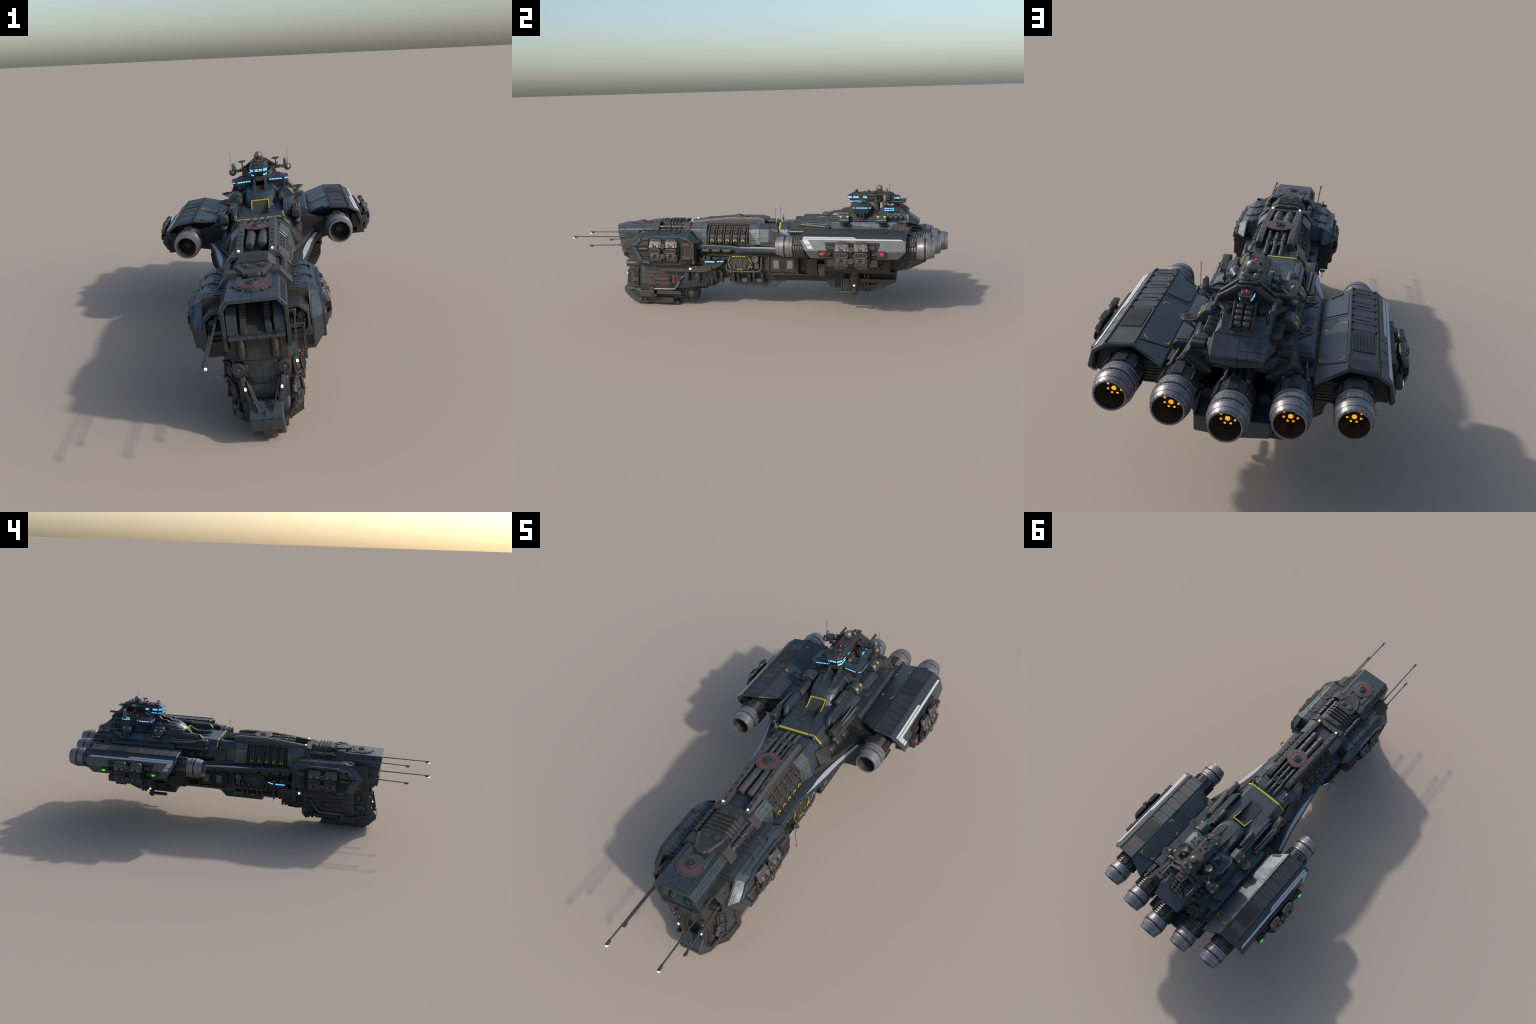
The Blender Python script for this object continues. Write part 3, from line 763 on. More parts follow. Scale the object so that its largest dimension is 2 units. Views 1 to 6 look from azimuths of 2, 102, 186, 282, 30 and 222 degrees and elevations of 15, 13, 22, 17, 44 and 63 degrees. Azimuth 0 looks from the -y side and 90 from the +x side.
# roof brackets, bellows and dampers
def bracket(name, y0, y1, xin):
    g = G()
    o = [(xin, .461), (.078, .461), (.1145, .4135), (.1145, .400), (.106, .396)]; i = [(.101, .402), (.074, .4475), (xin, .4475)]
    g.prism(o+i, 'y', y0, y1, 'gunplain', .0015)
    return part(name, g, hull, True)
bracket('roof_bracket', -.547, -.503, .036); bracket('roof_bracket', -.365, -.330, .0)
g = G()
g.prism([(.098, .43), (.112, .415), (.112, .385), (.095, .385)], 'y', -.545, -.505, 'gun', .001); g.prism([(.098, .43), (.112, .415), (.112, .385), (.095, .385)], 'y', -.363, -.332, 'gun', .001)
part('bracket_post', g, hull, True)
g = G()
g.half([(-.532, [(0, .466), (.034, .466), (.046, .456), (.046, .44), (0, .44)]), (-.375, [(0, .462), (.044, .462), (.062, .450), (.062, .44), (0, .44)])], 'gun', .001)
bel = part('bellows_base', g, hull)
g = G()
g.half([(0, [(0, .472), (.041, .472), (.064, .452), (.064, .44), (0, .44)]), (.0105, [(0, .472), (.041, .472), (.064, .452), (.064, .44), (0, .44)])], 'gunplain', .0015)
for i in range(9): g.box((-.036+i*.009, .00525, .4725), (.005, .008, .002), 'gun', .0005)
rb = None
for i in range(4):
    y = -.465+i*.0185
    if rb is None: rb = part('bellows_rib', g, bel, loc=(0, y, 0))
    else: dup(rb, (0, y, 0), bel)
g = G()
g.half([(-.388, [(0, .470), (.042, .470), (.062, .452), (.062, .44), (0, .44)]), (-.362, [(0, .468), (.042, .468), (.062, .452), (.062, .44), (0, .44)])], 'gun', .001)
for x in (-.02, .02): g.box((x, -.375, .470), (.030, .018, .003), 'gunplain')
part('bellows_plate', g, bel)
g = G()
g.prism([(-.050, -.470), (.050, -.470), (.050, -.500), (.018, -.578), (-.018, -.578), (-.050, -.500)], 'z', .452, .4655, 'gunplain', .003)
vpl = part('wedge_plate', g, bel)
g = G()
for sx in (-1, 1): g.beam((sx*.051, -.500, .464), (sx*.024, -.566, .458), .010, .014, 'rail')
part('wedge_edge', g, vpl)
g = G(); g.lathe((.021, -.497, .464), (0, 0, 1), [(0, .0135), (.005, .0135), (.006, .011), (.006, .005), (.008, .004)], 'gunplain', 20); g.cyl((.029, -.499, .47), (.029, -.499, .4725), .002, 'steel', n=8)
part('wedge_bolt', g, vpl, True)
g = G()
for y0 in (-.487, -.427):
    g.lathe((.086, y0, .436), (0, 1, 0), [(0, .006), (.002, .011), (.006, .0125), (.009, .0125), (.010, .0105), (.041, .0105), (.042, .0125), (.046, .0125), (.05, .011), (.052, .006)], 'gunplain', 18)
g.cyl((.086, -.50, .436), (.086, -.36, .436), .006, 'steel', n=12)
for y in (-.475, -.445, -.415, -.388): g.beam((.097, y, .430), (.106, y, .412), .003, .004, 'gunplain', up=(0, 1, 0))
g.beam((.104, -.49, .414), (.104, -.37, .414), .003, .003, 'gunplain')
part('damper', g, hull, True)

# ================================================================== LEDGE + LOWER HULL
g = G()
ED = [(-.300, .143, .349), (-.260, .142, .350), (-.095, .137, .345), (-.060, .146, .341), (0, .159, .340), (.100, .177, .342), (.170, .187, .343), (.250, .206, .346), (.340, .230, .348)]
L = []
for y, x, z in ED:
    L.append([(.08, y, z+.006), (x, y, z), (x+.002, y, z-.004), (x, y, z-.022), (x-.008, y, z-.026), (.08, y, z-.02)])
g.loft(L, 'hullplain', .001)
ledge = part('side_ledge', g, None, True)
g = G()
for (y0, x0, z0), (y1, x1, z1) in zip(ED, ED[1:]):
    n = max(1, round((y1-y0)/.021))
    for i in range(n):
        def at(f): return Vector((x0+(x1-x0)*f+.0025, y0+(y1-y0)*f, z0+(z1-z0)*f))
        a, b, c = at(i/n), at((i+.5)/n), at((i+1)/n)
        g.beam(a-Vector((0, 0, .020)), b-Vector((0, 0, .007)), .0022, .0026, 'hull', bevel=0); g.beam(b-Vector((0, 0, .007)), c-Vector((0, 0, .020)), .0022, .0026, 'hull', bevel=0)
part('ledge_truss', g, ledge[0], True)
g = G()
g.loft([[(x-a, y, z+.0009+.006*a/(x-.08)), (x-.002, y, z+.0008), (x-.001, y, z-.001), (x-a, y, z-.001)] for y, x, z, a in
        ((-.05, .1485, .341, .002), (.0, .159, .340, .010), (.04, .1665, .341, .018), (.10, .177, .342, .021), (.17, .187, .343, .018), (.30, .219, .347, .014))], 'white')
part('white_marking', g, ledge[0], True)
g = G()
for y in (-.185, -.10): g.prism([(.100, .382), (.100, .350), (.132, .350)], 'y', y-.0015, y+.0015, 'hullplain', 0)
part('ledge_gusset', g, ledge[0], True)
# dark raised floor over the ledge, aft
g = G()
F = [(.055, .124), (.105, .142), (.15, .156), (.25, .186), (.33, .21), (.40, .22)]
L = []
for y, x in F: L.append([(.10, y, .366), (x, y, .366), (x, y, .335), (.10, y, .335)])
g.loft(L, 'deck', .001)
fl = part('wing_floor', g, ledge[0], True)
g = G()
for (y0, x0), (y1, x1) in zip(F, F[1:]): g.beam((x0, y0, .356), (x1, y1, .356), .006, .018, 'gun', bevel=.001)
part('wing_wall', g, fl[0], True)
g = G()
g.add([(.110, .10, .430), (.135, .10, .367), (.160, .15, .367), (.128, .195, .405), (.105, .10, .37), (.115, .19, .37)], [[0, 1, 2, 3], [0, 4, 5, 3], [0, 1, 4], [3, 2, 5], [1, 2, 5, 4]], 'gun')
part('flank_wedge', g, hull, True)
# three twin-bore drums
g = G()
g.lathe((0, 0, 0), (0, 1, 0), [(0, .018), (.004, .021), (.04, .021), (.044, .018)], 'gunplain', 8, False, .39)
for dz in (-.009, .009): g.cyl((.006, .022+dz, 0), (.023, .022+dz, 0), .006, 'dark', n=12)
dr = None
for y in (.172, .225, .278):
    if dr is None: dr = part('twin_drum', g, hull, True, (.134, y, .384))[0]
    else: dup(dr, (.134+(y-.172)*.05, y, .384), hull); dup(dr, (-.134-(y-.172)*.05, y, .384), hull, sx=-1)

g = G()
g.half([(-.29, [(0, .335), (.096, .335), (.100, .30), (.096, .215), (.062, .162), (0, .16)]),
        (.10, [(0, .335), (.098, .335), (.100, .30), (.098, .215), (.062, .158), (0, .155)]),
        (.30, [(0, .335), (.112, .335), (.112, .30), (.102, .215), (.062, .158), (0, .155)]),
        (.42, [(0, .335), (.130, .335), (.128, .30), (.108, .215), (.065, .158), (0, .155)]),
        (.75, [(0, .335), (.15, .335), (.14, .25), (.11, .228), (.09, .222), (0, .22)]),
        (.80, [(0, .335), (.13, .335), (.12, .27), (.10, .25), (.085, .24), (0, .24)])], 'gun')
low = part('lower_hull', g)
# tanks and conduit below the ledge
g = G(); g.capsule((.132, 0, .318), (.132, .054, .318), .0115, 'gunplain')
g.slab((.09, .02, .307), (.126, .034, .328), 'dark')
for k in (.012, .027, .042): g.slab((.142, k-.005, .3177), (.1438, k+.005, .3187), 'dark', 0)
tk = None
for y in (-.265, -.208, -.150):
    if tk is None: tk = part('side_tank', g, low, True, (0, y, 0))[0]
    else: dup(tk, (0, y, 0), low); dup(tk, (0, y, 0), low, sx=-1)
g = G()
g.tube([(.118, -.088, .335), (.124, -.083, .322), (.128, -.074, .315), (.13, -.06, .312), (.132, .10, .312), (.150, .25, .312), (.16, .33, .312)], .0075, 'gunplain', 12)
part('conduit', g, low, True)
g = G()
g.slab((.10, -.275, .288), (.117, .24, .302), 'dark')
for i in range(70): g.box((.1175, -.27+i*.0072, .295), (.005, .0035, .010), 'gunplain', 0)
part('cable_chain', g, low, True, kind='stuff')
# hangar bay: armoured octagonal door (yellow marked on one side)
def hangar(sx):
    g = G()
    oct_ = [(-.122, .255), (-.107, .287), (-.012, .287), (.006, .255), (-.012, .221), (-.107, .221)]
    g.slab((.09, -.135, .205), (.1155, .014, .290), 'black', 0)
    g.prism([(y, z) for y, z in oct_], 'x', .10, .1175, 'dark', .001)
    base = part('hangar', G_flip(g, sx), low)
    g = G()
    inn = [(-.106, .255), (-.096, .276), (-.022, .276), (-.010, .255), (-.022, .231), (-.096, .231)]
    g.prism(inn, 'x', .11, .121, 'gun', .002)
    for y in (-.086, -.032): g.slab((.118, y-.006, .222), (.127, y+.006, .247), 'rail', .002)
    g.slab((.12, -.073, .233), (.123, -.045, .275), 'gunplain', .001)
    for a, b in (((-.122, .255), (-.107, .287)), ((-.107, .287), (-.012, .287)), ((-.012, .287), (.006, .255)), ((.006, .255), (-.012, .221)), ((-.012, .221), (-.107, .221)), ((-.107, .221), (-.122, .255))):
        g.beam((.119, *a), (.119, *b), .006, .007, 'gunplain', up=(1, 0, 0))
    part('hangar_door', G_flip(g, sx), base)
    if sx > 0:
        g = G()
        for a, b in (((-.1205, .2585), (-.109, .283)), ((-.1205, .2515), (-.109, .225)), ((-.010, .283), (.0045, .2585)), ((.0045, .2515), (-.010, .225))): g.beam((.1235, *a), (.1235, *b), .0022, .003, 'yellow', up=(1, 0, 0), bevel=0)
        for a, b in ((-.098, -.082), (-.078, -.071), (-.067, -.06), (-.056, -.049), (-.043, -.028)): g.slab((.121, a, .2855), (.1235, b, .2895), 'yellow', 0)
        g.slab((.121, -.074, .2195), (.1235, -.046, .2235), 'yellow', 0)
        part('yellow_marking', g, base)
    else:
        g = G()
        for y in (-.11, -.01):
            for z in (.228, .282): g.cyl((.12, y, z), (.1265, y, z), .008, 'gunplain', n=12)
        part('door_bolt', G_flip(g, sx), base)
def G_flip(g, sx):
    if sx < 0: g.v = [(-x, y, z) for x, y, z in g.v]; g.f = [f[::-1] for f in g.f]
    return g
hangar(1); hangar(-1)
g = G()
g.tube([(.112, -.13, .25), (.118, -.131, .225), (.12, -.127, .213), (.121, -.117, .209), (.122, -.06, .209), (.122, .03, .209), (.122, .045, .211), (.122, .054, .218), (.122, .057, .235), (.118, .058, .275), (.11, .058, .285)], .0062, 'gunplain', 12)
for y in (-.105, -.045, .018): g.box((.1225, y, .209), (.018, .005, .018), 'steel', .001)
part('hangar_pipe', g, low, True)
g = G()
g.slab((.10, .018, .222), (.119, .044, .292), 'hullbig')
part('service_locker', g, low, True)
g = G()
g.lathe((.112, .026, .276), (1, 0, .0), [(0, .006), (.012, .007), (.018, .016), (.022, .017), (.022, .014), (.012, .005)], 'steel', 22)
g.ball((.121, .006, .232), .007, 'steel', 14)
part('horn', g, low, True)
# window boxes
g = G()
for a, (W, H, x, m) in enumerate(((.070, .086, .118, 'gunplain'), (.060, .074, .124, 'gun'), (.046, .060, .127, 'dark'), (.030, .044, .1285, 'white'))):
    g.slab((.095, -W/2, -H/2), (x, W/2, H/2), m if m != 'white' else 'steel', .0015)
wb = None
for y in (.108, .181):
    if wb is None: wb = part('window_box', g, low, True, (.008, y+.03, .252))[0]
    else: dup(wb, (.010, y+.03, .252), low); dup(wb, (-.010, y+.03, .252), low, sx=-1)
g = G()
for y in (.100, .175, .250): g.tube([(.128, y, .297), (.131, y, .285), (.131, y, .215), (.126, y+.006, .203)], .0055, 'gunplain', 8)
g.slab((.09, .10, .196), (.128, .33, .206), 'gun')
for i in range(14): g.box((.1285, .108+i*.0155, .201), (.004, .008, .007), 'dark', .0005)
part('window_post', g, low, True)
# ventral engine ribs and keel truss
g = G()
for i, y in enumerate((-.20, -.165, -.10, -.075, -.015, .01, .055)): g.prism([(.05, .140), (.075, .140), (.100, .180), (.100, .205), (.05, .205)], 'y', y-.007, y+.007, 'gunplain', .002)
for y in (-.14, -.045, .035):
    for k in range(4): g.beam((.072+k*.0035, y-.014, .147+k*.0055), (.072+k*.0035, y+.016, .147+k*.0055), .008, .0025, 'steel', bevel=0)
g.slab((0, -.21, .145), (.07, .07, .17), 'dark')
part('ventral_rib', g, low, True)
g = G()
g.prism([(-.100, .150), (-.096, .116), (-.092, .113), (.118, .113), (.152, .148), (.17, .150), (.17, .172), (-.100, .172)], 'x', -.046, .046, 'hull', .002)
for i in range(4):
    for sx in (-1, 1):
        g.beam((sx*.047, -.07+i*.05, .145), (sx*.047, -.045+i*.05, .118), .003, .004, 'hullplain'); g.beam((sx*.047, -.045+i*.05, .118), (sx*.047, -.02+i*.05, .145), .003, .004, 'hullplain')
part('keel_truss', g, low)
# comms outpost with dish and lit windows
g = G()
g.prism([(-.255, .235), (-.245, .257), (-.165, .257), (-.138, .272), (-.135, .262), (-.160, .238), (-.20, .222)], 'x', .10, .140, 'gun', .001)
g.prism([(.10, -.245), (.152, -.24), (.152, -.175), (.135, -.140), (.10, -.135)], 'z', .2545, .258, 'rail', .001)
g.box((.135, -.222, .275), (.026, .026, .030), 'gun'); g.box((.135, -.222, .283), (.03, .014, .010), 'dark'); g.cyl((.128, -.262, .270), (.128, -.235, .270), .010, 'gunplain')
g.cyl((.168, -.182, .258), (.168, -.182, .282), .0015, 'steel', n=6); g.lathe((.168, -.182, .280), (0, 0, 1), [(0, .002), (.003, .009), (.007, .0115), (.0075, .010), (.005, .003)], 'steel', 20)
g.cyl((.158, -.178, .255), (.158, -.178, .155), .0012, 'gunplain', n=6)
g.beam((.158, -.178, .176), (.158, -.192, .176), .001, .001, 'gunplain', bevel=0)
g.box((.140, -.245, .285), (.012, .012, .02), 'dark', .002); g.beam((.12, -.27, .29), (.15, -.25, .31), .004, .02, 'dark')
g.prism([(.10, -.247), (.156, -.242), (.156, -.172), (.138, -.136), (.10, -.131)], 'z', .2665, .269, 'gunplain', .0006)
post = part('comms_outpost', g, low, True)
g = G()
for i in range(5): g.slab((.1518, -.238+i*.0105, .2585), (.1535, -.2295+i*.0105, .2645), 'win', 0)
g.beam((.153, -.173, .262), (.149, -.160, .265), .002, .006, 'win', bevel=0); g.beam((.147, -.158, .263), (.139, -.143, .265), .002, .006, 'win', bevel=0)
g.slab((.10, -.24, .258), (.151, -.185, .2655), 'dark', 0)
part('outpost_window', g, post[0], True)

# machinery fields on the lower hull
g = G()
greebles(g, 'gunplain', (.099, -.28, .20), (0, 1, 0), (0, 0, 1), (1, 0, 0), .15, .09, 40, seed=3)
greebles(g, 'gunplain', (.105, .26, .20), (0, 1, 0), (0, 0, 1), (1, 0, 0), .16, .12, 60, seed=4)
greebles(g, 'gunplain', (.02, -.30, .10), (1, 0, 0), (0, .7, .5), (0, -.3, -1), .06, .08, 24, seed=5)
part('hull_machinery', g, low, True, kind='stuff')

# ------------------------------------------------------------------ aft keel
g = G()
g.prism([(.392, .153), (.402, .150), (.416, .113), (.640, .113), (.686, .132), (.731, .156), (.749, .174), (.749, .222), (.40, .235)], 'x', -.073, .073, 'hullbig', .002)
keel = part('aft_keel', g)
g = G()
g.slab((-.085, .49, .186), (.085, .742, .214), 'black', .001); g.slab((-.125, .485, .170), (.125, .748, .188), 'gun', .002); g.slab((-.130, .485, .214), (.130, .745, .226), 'gun', .002)
part('keel_slot', g, keel)
g = G()
g.slab((.07, .428, .118), (.080, .475, .215), 'hullbig'); g.slab((.078, .436, .135), (.0815, .467, .205), 'black', 0)
for k in range(5): g.slab((.078, .436, .142+k*.013), (.0835, .467, .147+k*.013), 'gunplain', .001)
g.slab((.072, .434, .118), (.084, .468, .126), 'pale', .001)
part('keel_ladder', g, keel, True)
g = G()
g.lathe((.128, .541, .235), (-.08, 0, -1), [(0, .022), (.02, .024), (.03, .024), (.031, .026), (.075, .026), (.085, .022), (.09, .014), (.11, .013), (.115, .018), (.128, .015), (.134, .008)], 'gunplain', 24)
g.capsule((.105, .455, .112), (.105, .53, .112), .009, 'gunplain')
for y in (.590, .607): g.capsule((.095, y, .21), (.095, y, .112), .0075, 'gunplain', 12)
g.prism([(.575, .140), (.645, .158), (.645, .148), (.600, .132)], 'x', .07, .10, 'gun')
part('keel_turret', g, keel, True)
g = G(); g.box((.1495, .541, .156), (.005, .010, .007), 'lwhite', .001); part('keel_lamp', g, keel, True)
g = G()
g.half([(.74, [(0, .34), (.095, .34), (.098, .32), (.098, .228), (0, .222)]), (.80, [(0, .34), (.095, .34), (.098, .32), (.098, .232), (0, .228)]), (.895, [(0, .322), (.095, .322), (.097, .318), (.096, .278), (0, .268)])], 'hullbig', .002)
stern = part('stern_plate', g)
# wide wing box carrying the nacelles
g = G()
g.prism([(.12, .345), (.19, .345), (.26, .35), (.26, .40), (.19, .415), (.12, .42)], 'y', .335, .80, 'dark', .002)
g.prism([(.10, .230), (.200, .234), (.222, .250), (.232, .298), (.330, .320), (.372, .328), (.372, .340), (.10, .345)], 'y', .40, .72, 'gun', .002)
g.prism([(.10, .262), (.18, .275), (.225, .30), (.225, .338), (.10, .345)], 'y', .33, .40, 'gun', .002); g.prism([(.12, .205), (.196, .210), (.206, .225), (.222, .255), (.226, .300), (.12, .30)], 'y', .312, .364, 'gun', .002)
for i in range(6): g.slab((.2, .795, .342+i*.009), (.252, .802, .347+i*.009), 'gunplain', 0)
wing = part('wing_box', g, None, True)
g = G()
g.prism([(.365, .275), (.365, .245), (.372, .215), (.388, .207), (.402, .215), (.408, .245), (.408, .275)], 'x', .14, .212, 'gun', .002)
g.lathe((.200, .387, .231), (1, 0, 0), [(0, .017), (.014, .017), (.016, .014), (.013, .012), (.013, .005), (.018, .004)], 'gunplain', 22)
part('wing_pivot', g, wing[0], True)
g = G()
greebles(g, 'gunplain', (.235, .42, .300), (0, 1, 0), (.97, 0, .22), (.22, 0, -.97), .28, .12, 60, seed=8)
greebles(g, 'gunplain', (.223, .42, .250), (0, 1, 0), (.2, 0, .98), (.98, 0, -.2), .3, .048, 50, seed=9)
greebles(g, 'gunplain', (.135, .40, .232), (0, 1, 0), (0, 0, 1), (1, 0, 0), .05, .1, 10, seed=10)
part('wing_machinery', g, wing[0], True, kind='stuff')
# terraces beside the deck
g = G()
g.prism([(.13, .36), (.13, .441), (.180, .441), (.188, .432), (.188, .36)], 'y', .378, .745, 'hull', .002)
ter = part('terrace', g, aft, True)
g = G()
for y0, y1 in ((.39, .46), (.465, .60), (.605, .735)): g.slab((.146, y0, .439), (.182, y1, .4435), 'hullbig', .001)
part('terrace_plate', g, ter[0], True)

# ================================================================== NACELLES + ENGINES
def engine(name, x, z, yexit, ybody, glow_on, parent=None, d=1):
    """axis along y; d=+1 exhaust aft, -1 forward"""
    g = G(); L = (yexit-ybody)*d
    o = (x, ybody, z); ax = (0, d, 0); e = L
    g.lathe(o, ax, [(e-.083, .040), (e-.083, .0485), (e-.081, .0505), (e-.077, .0505), (e-.076, .0495), (e-.060, .0520), (e-.049, .0525), (e-.0475, .0505)], 'nozzle', 44, caps=(1, 0))
    g.lathe(o, ax, [(e-.0475, .0505), (e-.046, .0472), (e-.0425, .0472), (e-.0415, .0500)], 'tile', 44, caps=(0, 0))
    g.lathe(o, ax, [(e-.0415, .0500), (e-.0405, .0518), (e-.034, .0518), (e-.0335, .0510), (e-.005, .0440), (e-.003, .0432), (e-.003, .0425), (e, .0425), (e, .0388), (e-.003, .0382), (e-.05, .0285), (e-.06, .012)], 'nozzle', 44, caps=(0, 0))
    g.lathe(o, ax, [(0, .030), (.004, .042), (e-.105, .0445), (e-.082, .0455), (e-.082, .03)], 'dark', 32)
    body = part(name, g, parent)
    g = G()
    g.lathe(o, ax, [(e-.049, .001), (e-.049, .0265), (e-.003, .0378)], 'noz_in' if glow_on else 'noz_front', 40, caps=(0, 0))
    for i in range(26):
        a = 2*math.pi*i/26; C, S = math.cos(a), math.sin(a)
        g.beam((x+.0275*C, ybody+d*(e-.043), z+.0275*S), (x+.0378*C, ybody+d*(e-.004), z+.0378*S), .0012, .002, 'dark', up=(C, 0, S), bevel=0)
    part('nozzle_liner', g, body)
    g = G()
    gm = 'lor' if glow_on else 'noz_in'
    g.lathe(o, ax, [(e-.05, .0065), (e-.037, .0065)], 'dark', 16); g.lathe(o, ax, [(e-.037, .0066), (e-.0362, .0058)], gm, 16)
    for i in range(8):
        a = 2*math.pi*(i+.5)/8; g.box((x+.0185*math.cos(a), ybody+d*(e-.0425), z+.0185*math.sin(a)), (.0056, .003, .0046), gm, .001)
    g.lathe(o, ax, [(e-.0478, .0262), (e-.0474, .010)], 'black', 30, caps=(0, 0))
    part('exhaust_core', g, body)
    g = G()
    for k in range(5): g.lathe((x, ybody+d*(e-.094-k*.0115), z), (0, d, 0), [(0, .044), (.0005, .0475), (.006, .049), (.0065, .044)], 'nozzle', 36)
    part('cooling_ring', g, body)
    g = G()
    for i in range(6):
        a = math.pi/2+i*math.pi/3; C, S = math.cos(a), math.sin(a)
        up = Vector((C, 0, S)); r = Vector((-S, 0, C))
        def xf(rad, yy): 
            c = Vector((x, ybody+d*yy, z))+up*rad
            return Matrix(((r.x, 0, up.x, c.x), (0, 1, 0, c.y), (r.z, 0, up.z, c.z), (0, 0, 0, 1)))
        if i % 2 == 0 or True:
            g.box((0, 0, 0), (.028, .056, .010), 'dark', .001, xf(.0485, e-.116))
            for q in (-.009, -.003, .003, .009): g.box((q, 0, .005), (.0018, .050, .002), 'gunplain', 0, xf(.0485, e-.116))
        a2 = a+math.pi/6; C, S = math.cos(a2), math.sin(a2); up = Vector((C, 0, S)); r = Vector((-S, 0, C))
        g.box((0, 0, 0), (.024, .0055, .003), 'black', 0, xf(.0492, e-.0443))
        for q in (-.012, 0, .012): g.box((q, 0, 0), (.0022, .0022, .002), 'gunplain', 0, xf(.0515, e-.055))
    for i in range(20):
        a = 2*math.pi*i/20; g.box((x+.0435*math.cos(a), ybody+d*(e-.004), z+.0435*math.sin(a)), (.0015, .004, .0015), 'dark', 0)
    for yy, rr in ((e-.070, .0508), (e-.0165, .0474)): g.torus((x, ybody+d*yy, z), (0, 1, 0), rr-.0002, .0005, 'dark', 40, 5)
    for i in range(30):
        a = 2*math.pi*i/30; g.box((x+.0518*math.cos(a), ybody+d*(e-.0373), z+.0518*math.sin(a)), (.0012, .0045, .0012), 'dark', 0)
    part('engine_vent', g, body)
    return body
def struts(x, z, y0, y1, parent):
    g = G()
    for sx in (-1, 1):
        g.cyl((x+sx*.030, y1, z+.036), (x+sx*.024, (y0+y1)/2, z+.046), .006, 'gunplain', n=12); g.cyl((x+sx*.024, (y0+y1)/2, z+.046), (x+sx*.022, y0, z+.050), .0035, 'steel', n=10)
        g.box((x+sx*.031, y1+.004, z+.037), (.014, .014, .012), 'gunplain', .002); g.ball((x+sx*.031, y1+.006, z+.043), .004, 'steel', 10)
        g.cyl((x+sx*.008, y0-.02, z+.04), (x+sx*.008, y1-.012, z+.050), .004, 'dark', n=10)
    part('engine_strut', g, parent)
for nm, x, ye in (('main_engine', 0, .999), ('main_engine', .147, .960), ('main_engine', -.147, .960)):
    b = engine(nm, x, .372, ye, .72, True); struts(x, .372, ye-.22, ye-.145, b)
for sx in (1, -1):
    engine('nacelle_engine', sx*.300, .372, .930, .60, True)
    engine('nacelle_engine', sx*.300, .372, .176, .50, False, d=-1)

# nacelle shell (open below)
g = G()
def shell(secs, th, mat):
    """secs: (y, outer [(x,z)..]) open strip, thickness inward"""
    ou = [[(x, y, z) for (x, z), y in zip(p, ys)] for ys, p in secs]
    n = len(ou[0]); c = Vector((.30, 0, .36)); inn = []
    for q in ou:
        r = []
        for x, y, z in q:
            d = Vector((c.x-x, 0, c.z-z)).normalized()*th; r.append((x+d.x, y, z+d.z))
        inn.append(r)
    vs = [p for q in ou for p in q]+[p for q in inn for p in q]; K = len(secs); o = K*n; fs = []
    for k in range(K-1):
        for i in range(n-1):
            a = k*n+i; fs += [[a, a+1, a+n+1, a+n], [o+a, o+a+1, o+a+n+1, o+a+n]]
        for i in (0, n-1): a = k*n+i; fs.append([a, a+n, o+a+n, o+a])
    for k in (0, K-1):
        for i in range(n-1): a = k*n+i; fs.append([a, a+1, o+a+1, o+a])
    return vs, fs
T = [(.189, .402), (.193, .418), (.275, .449), (.353, .442), (.390, .416), (.403, .366), (.400, .331)]
def ys(front):
    return [.374, .372, .309, .305, .304, .330, .356] if front else [.832, .836, .802, .802, .800, .799, .764]
vs, fs = shell([(ys(True), T), ([.40]*7, T), ([.74]*7, T), (ys(False), T)], .010, 'pod')
g.add(vs, fs, 'hullplain', False, .0012)
nac = part('nacelle_shell', g, None, True)
g = G(); g.prism([(.20, .355), (.20, .405), (.275, .434), (.350, .428), (.380, .408), (.390, .366), (.388, .338), (.25, .338)], 'y', .395, .765, 'dark', .002); g.slab((.36, .345, .345), (.392, .40, .40), 'gun', .003)
part('nacelle_core', g, nac[0], True)
def onshell(i, f, y, off=.0008):
    a, b = T[i], T[i+1]; x = a[0]+(b[0]-a[0])*f; z = a[1]+(b[1]-a[1])*f
    d = Vector((b[0]-a[0], 0, b[1]-a[1])).normalized(); n = Vector((-d.z, 0, d.x))
    return Vector((x, y, z))+n*off
def patch(g, i, pts, th, mat, bevel=.0006):
    """pts (f,y) on shell facet i, raised by th"""
    top = [onshell(i, f, y, th) for f, y in pts]; bot = [onshell(i, f, y, -.003) for f, y in pts]; k = len(pts)
    g.add([tuple(p) for p in top+bot], [list(range(k)), list(range(k, 2*k))]+[[q, (q+1) % k, (q+1) % k+k, q+k] for q in range(k)], mat, False, bevel)
g = G(); patch(g, 4, [(.03, .312), (.97, .330), (.97, .796), (.03, .797)], .001, 'pod'); patch(g, 5, [(.03, .334), (.97, .356), (.97, .764), (.03, .797)], .001, 'pod')
part('nacelle_side_plate', g, nac[0], True)
# roof strip: dark ladder deck with grille
g = G()
patch(g, 2, [(.04, .310), (.97, .308), (.97, .798), (.04, .798)], .0012, 'roof')
patch(g, 2, [(.0, .308), (.045, .308), (.045, .785), (.0, .80)], .004, 'dark'); patch(g, 2, [(.955, .308), (1.0, .308), (1.0, .80), (.955, .785)], .004, 'dark')
for i in range(7):
    y = .318+i*.0445
    patch(g, 2, [(.06, y), (.94, y), (.94, y+.0022), (.06, y+.0022)], .0018, 'black', 0)
    if i % 2 == 0: patch(g, 2, [(.16, y+.022), (.78, y+.022), (.78, y+.026), (.16, y+.026)], .0028, 'hullplain', 0)
    for f in (.075, .925): patch(g, 2, [(f-.035, y-.003), (f+.035, y-.003), (f+.035, y+.004), (f-.035, y+.004)], .0055, 'dark')
patch(g, 2, [(.12, .596), (.88, .596), (.88, .708), (.12, .708)], .002, 'black', 0)
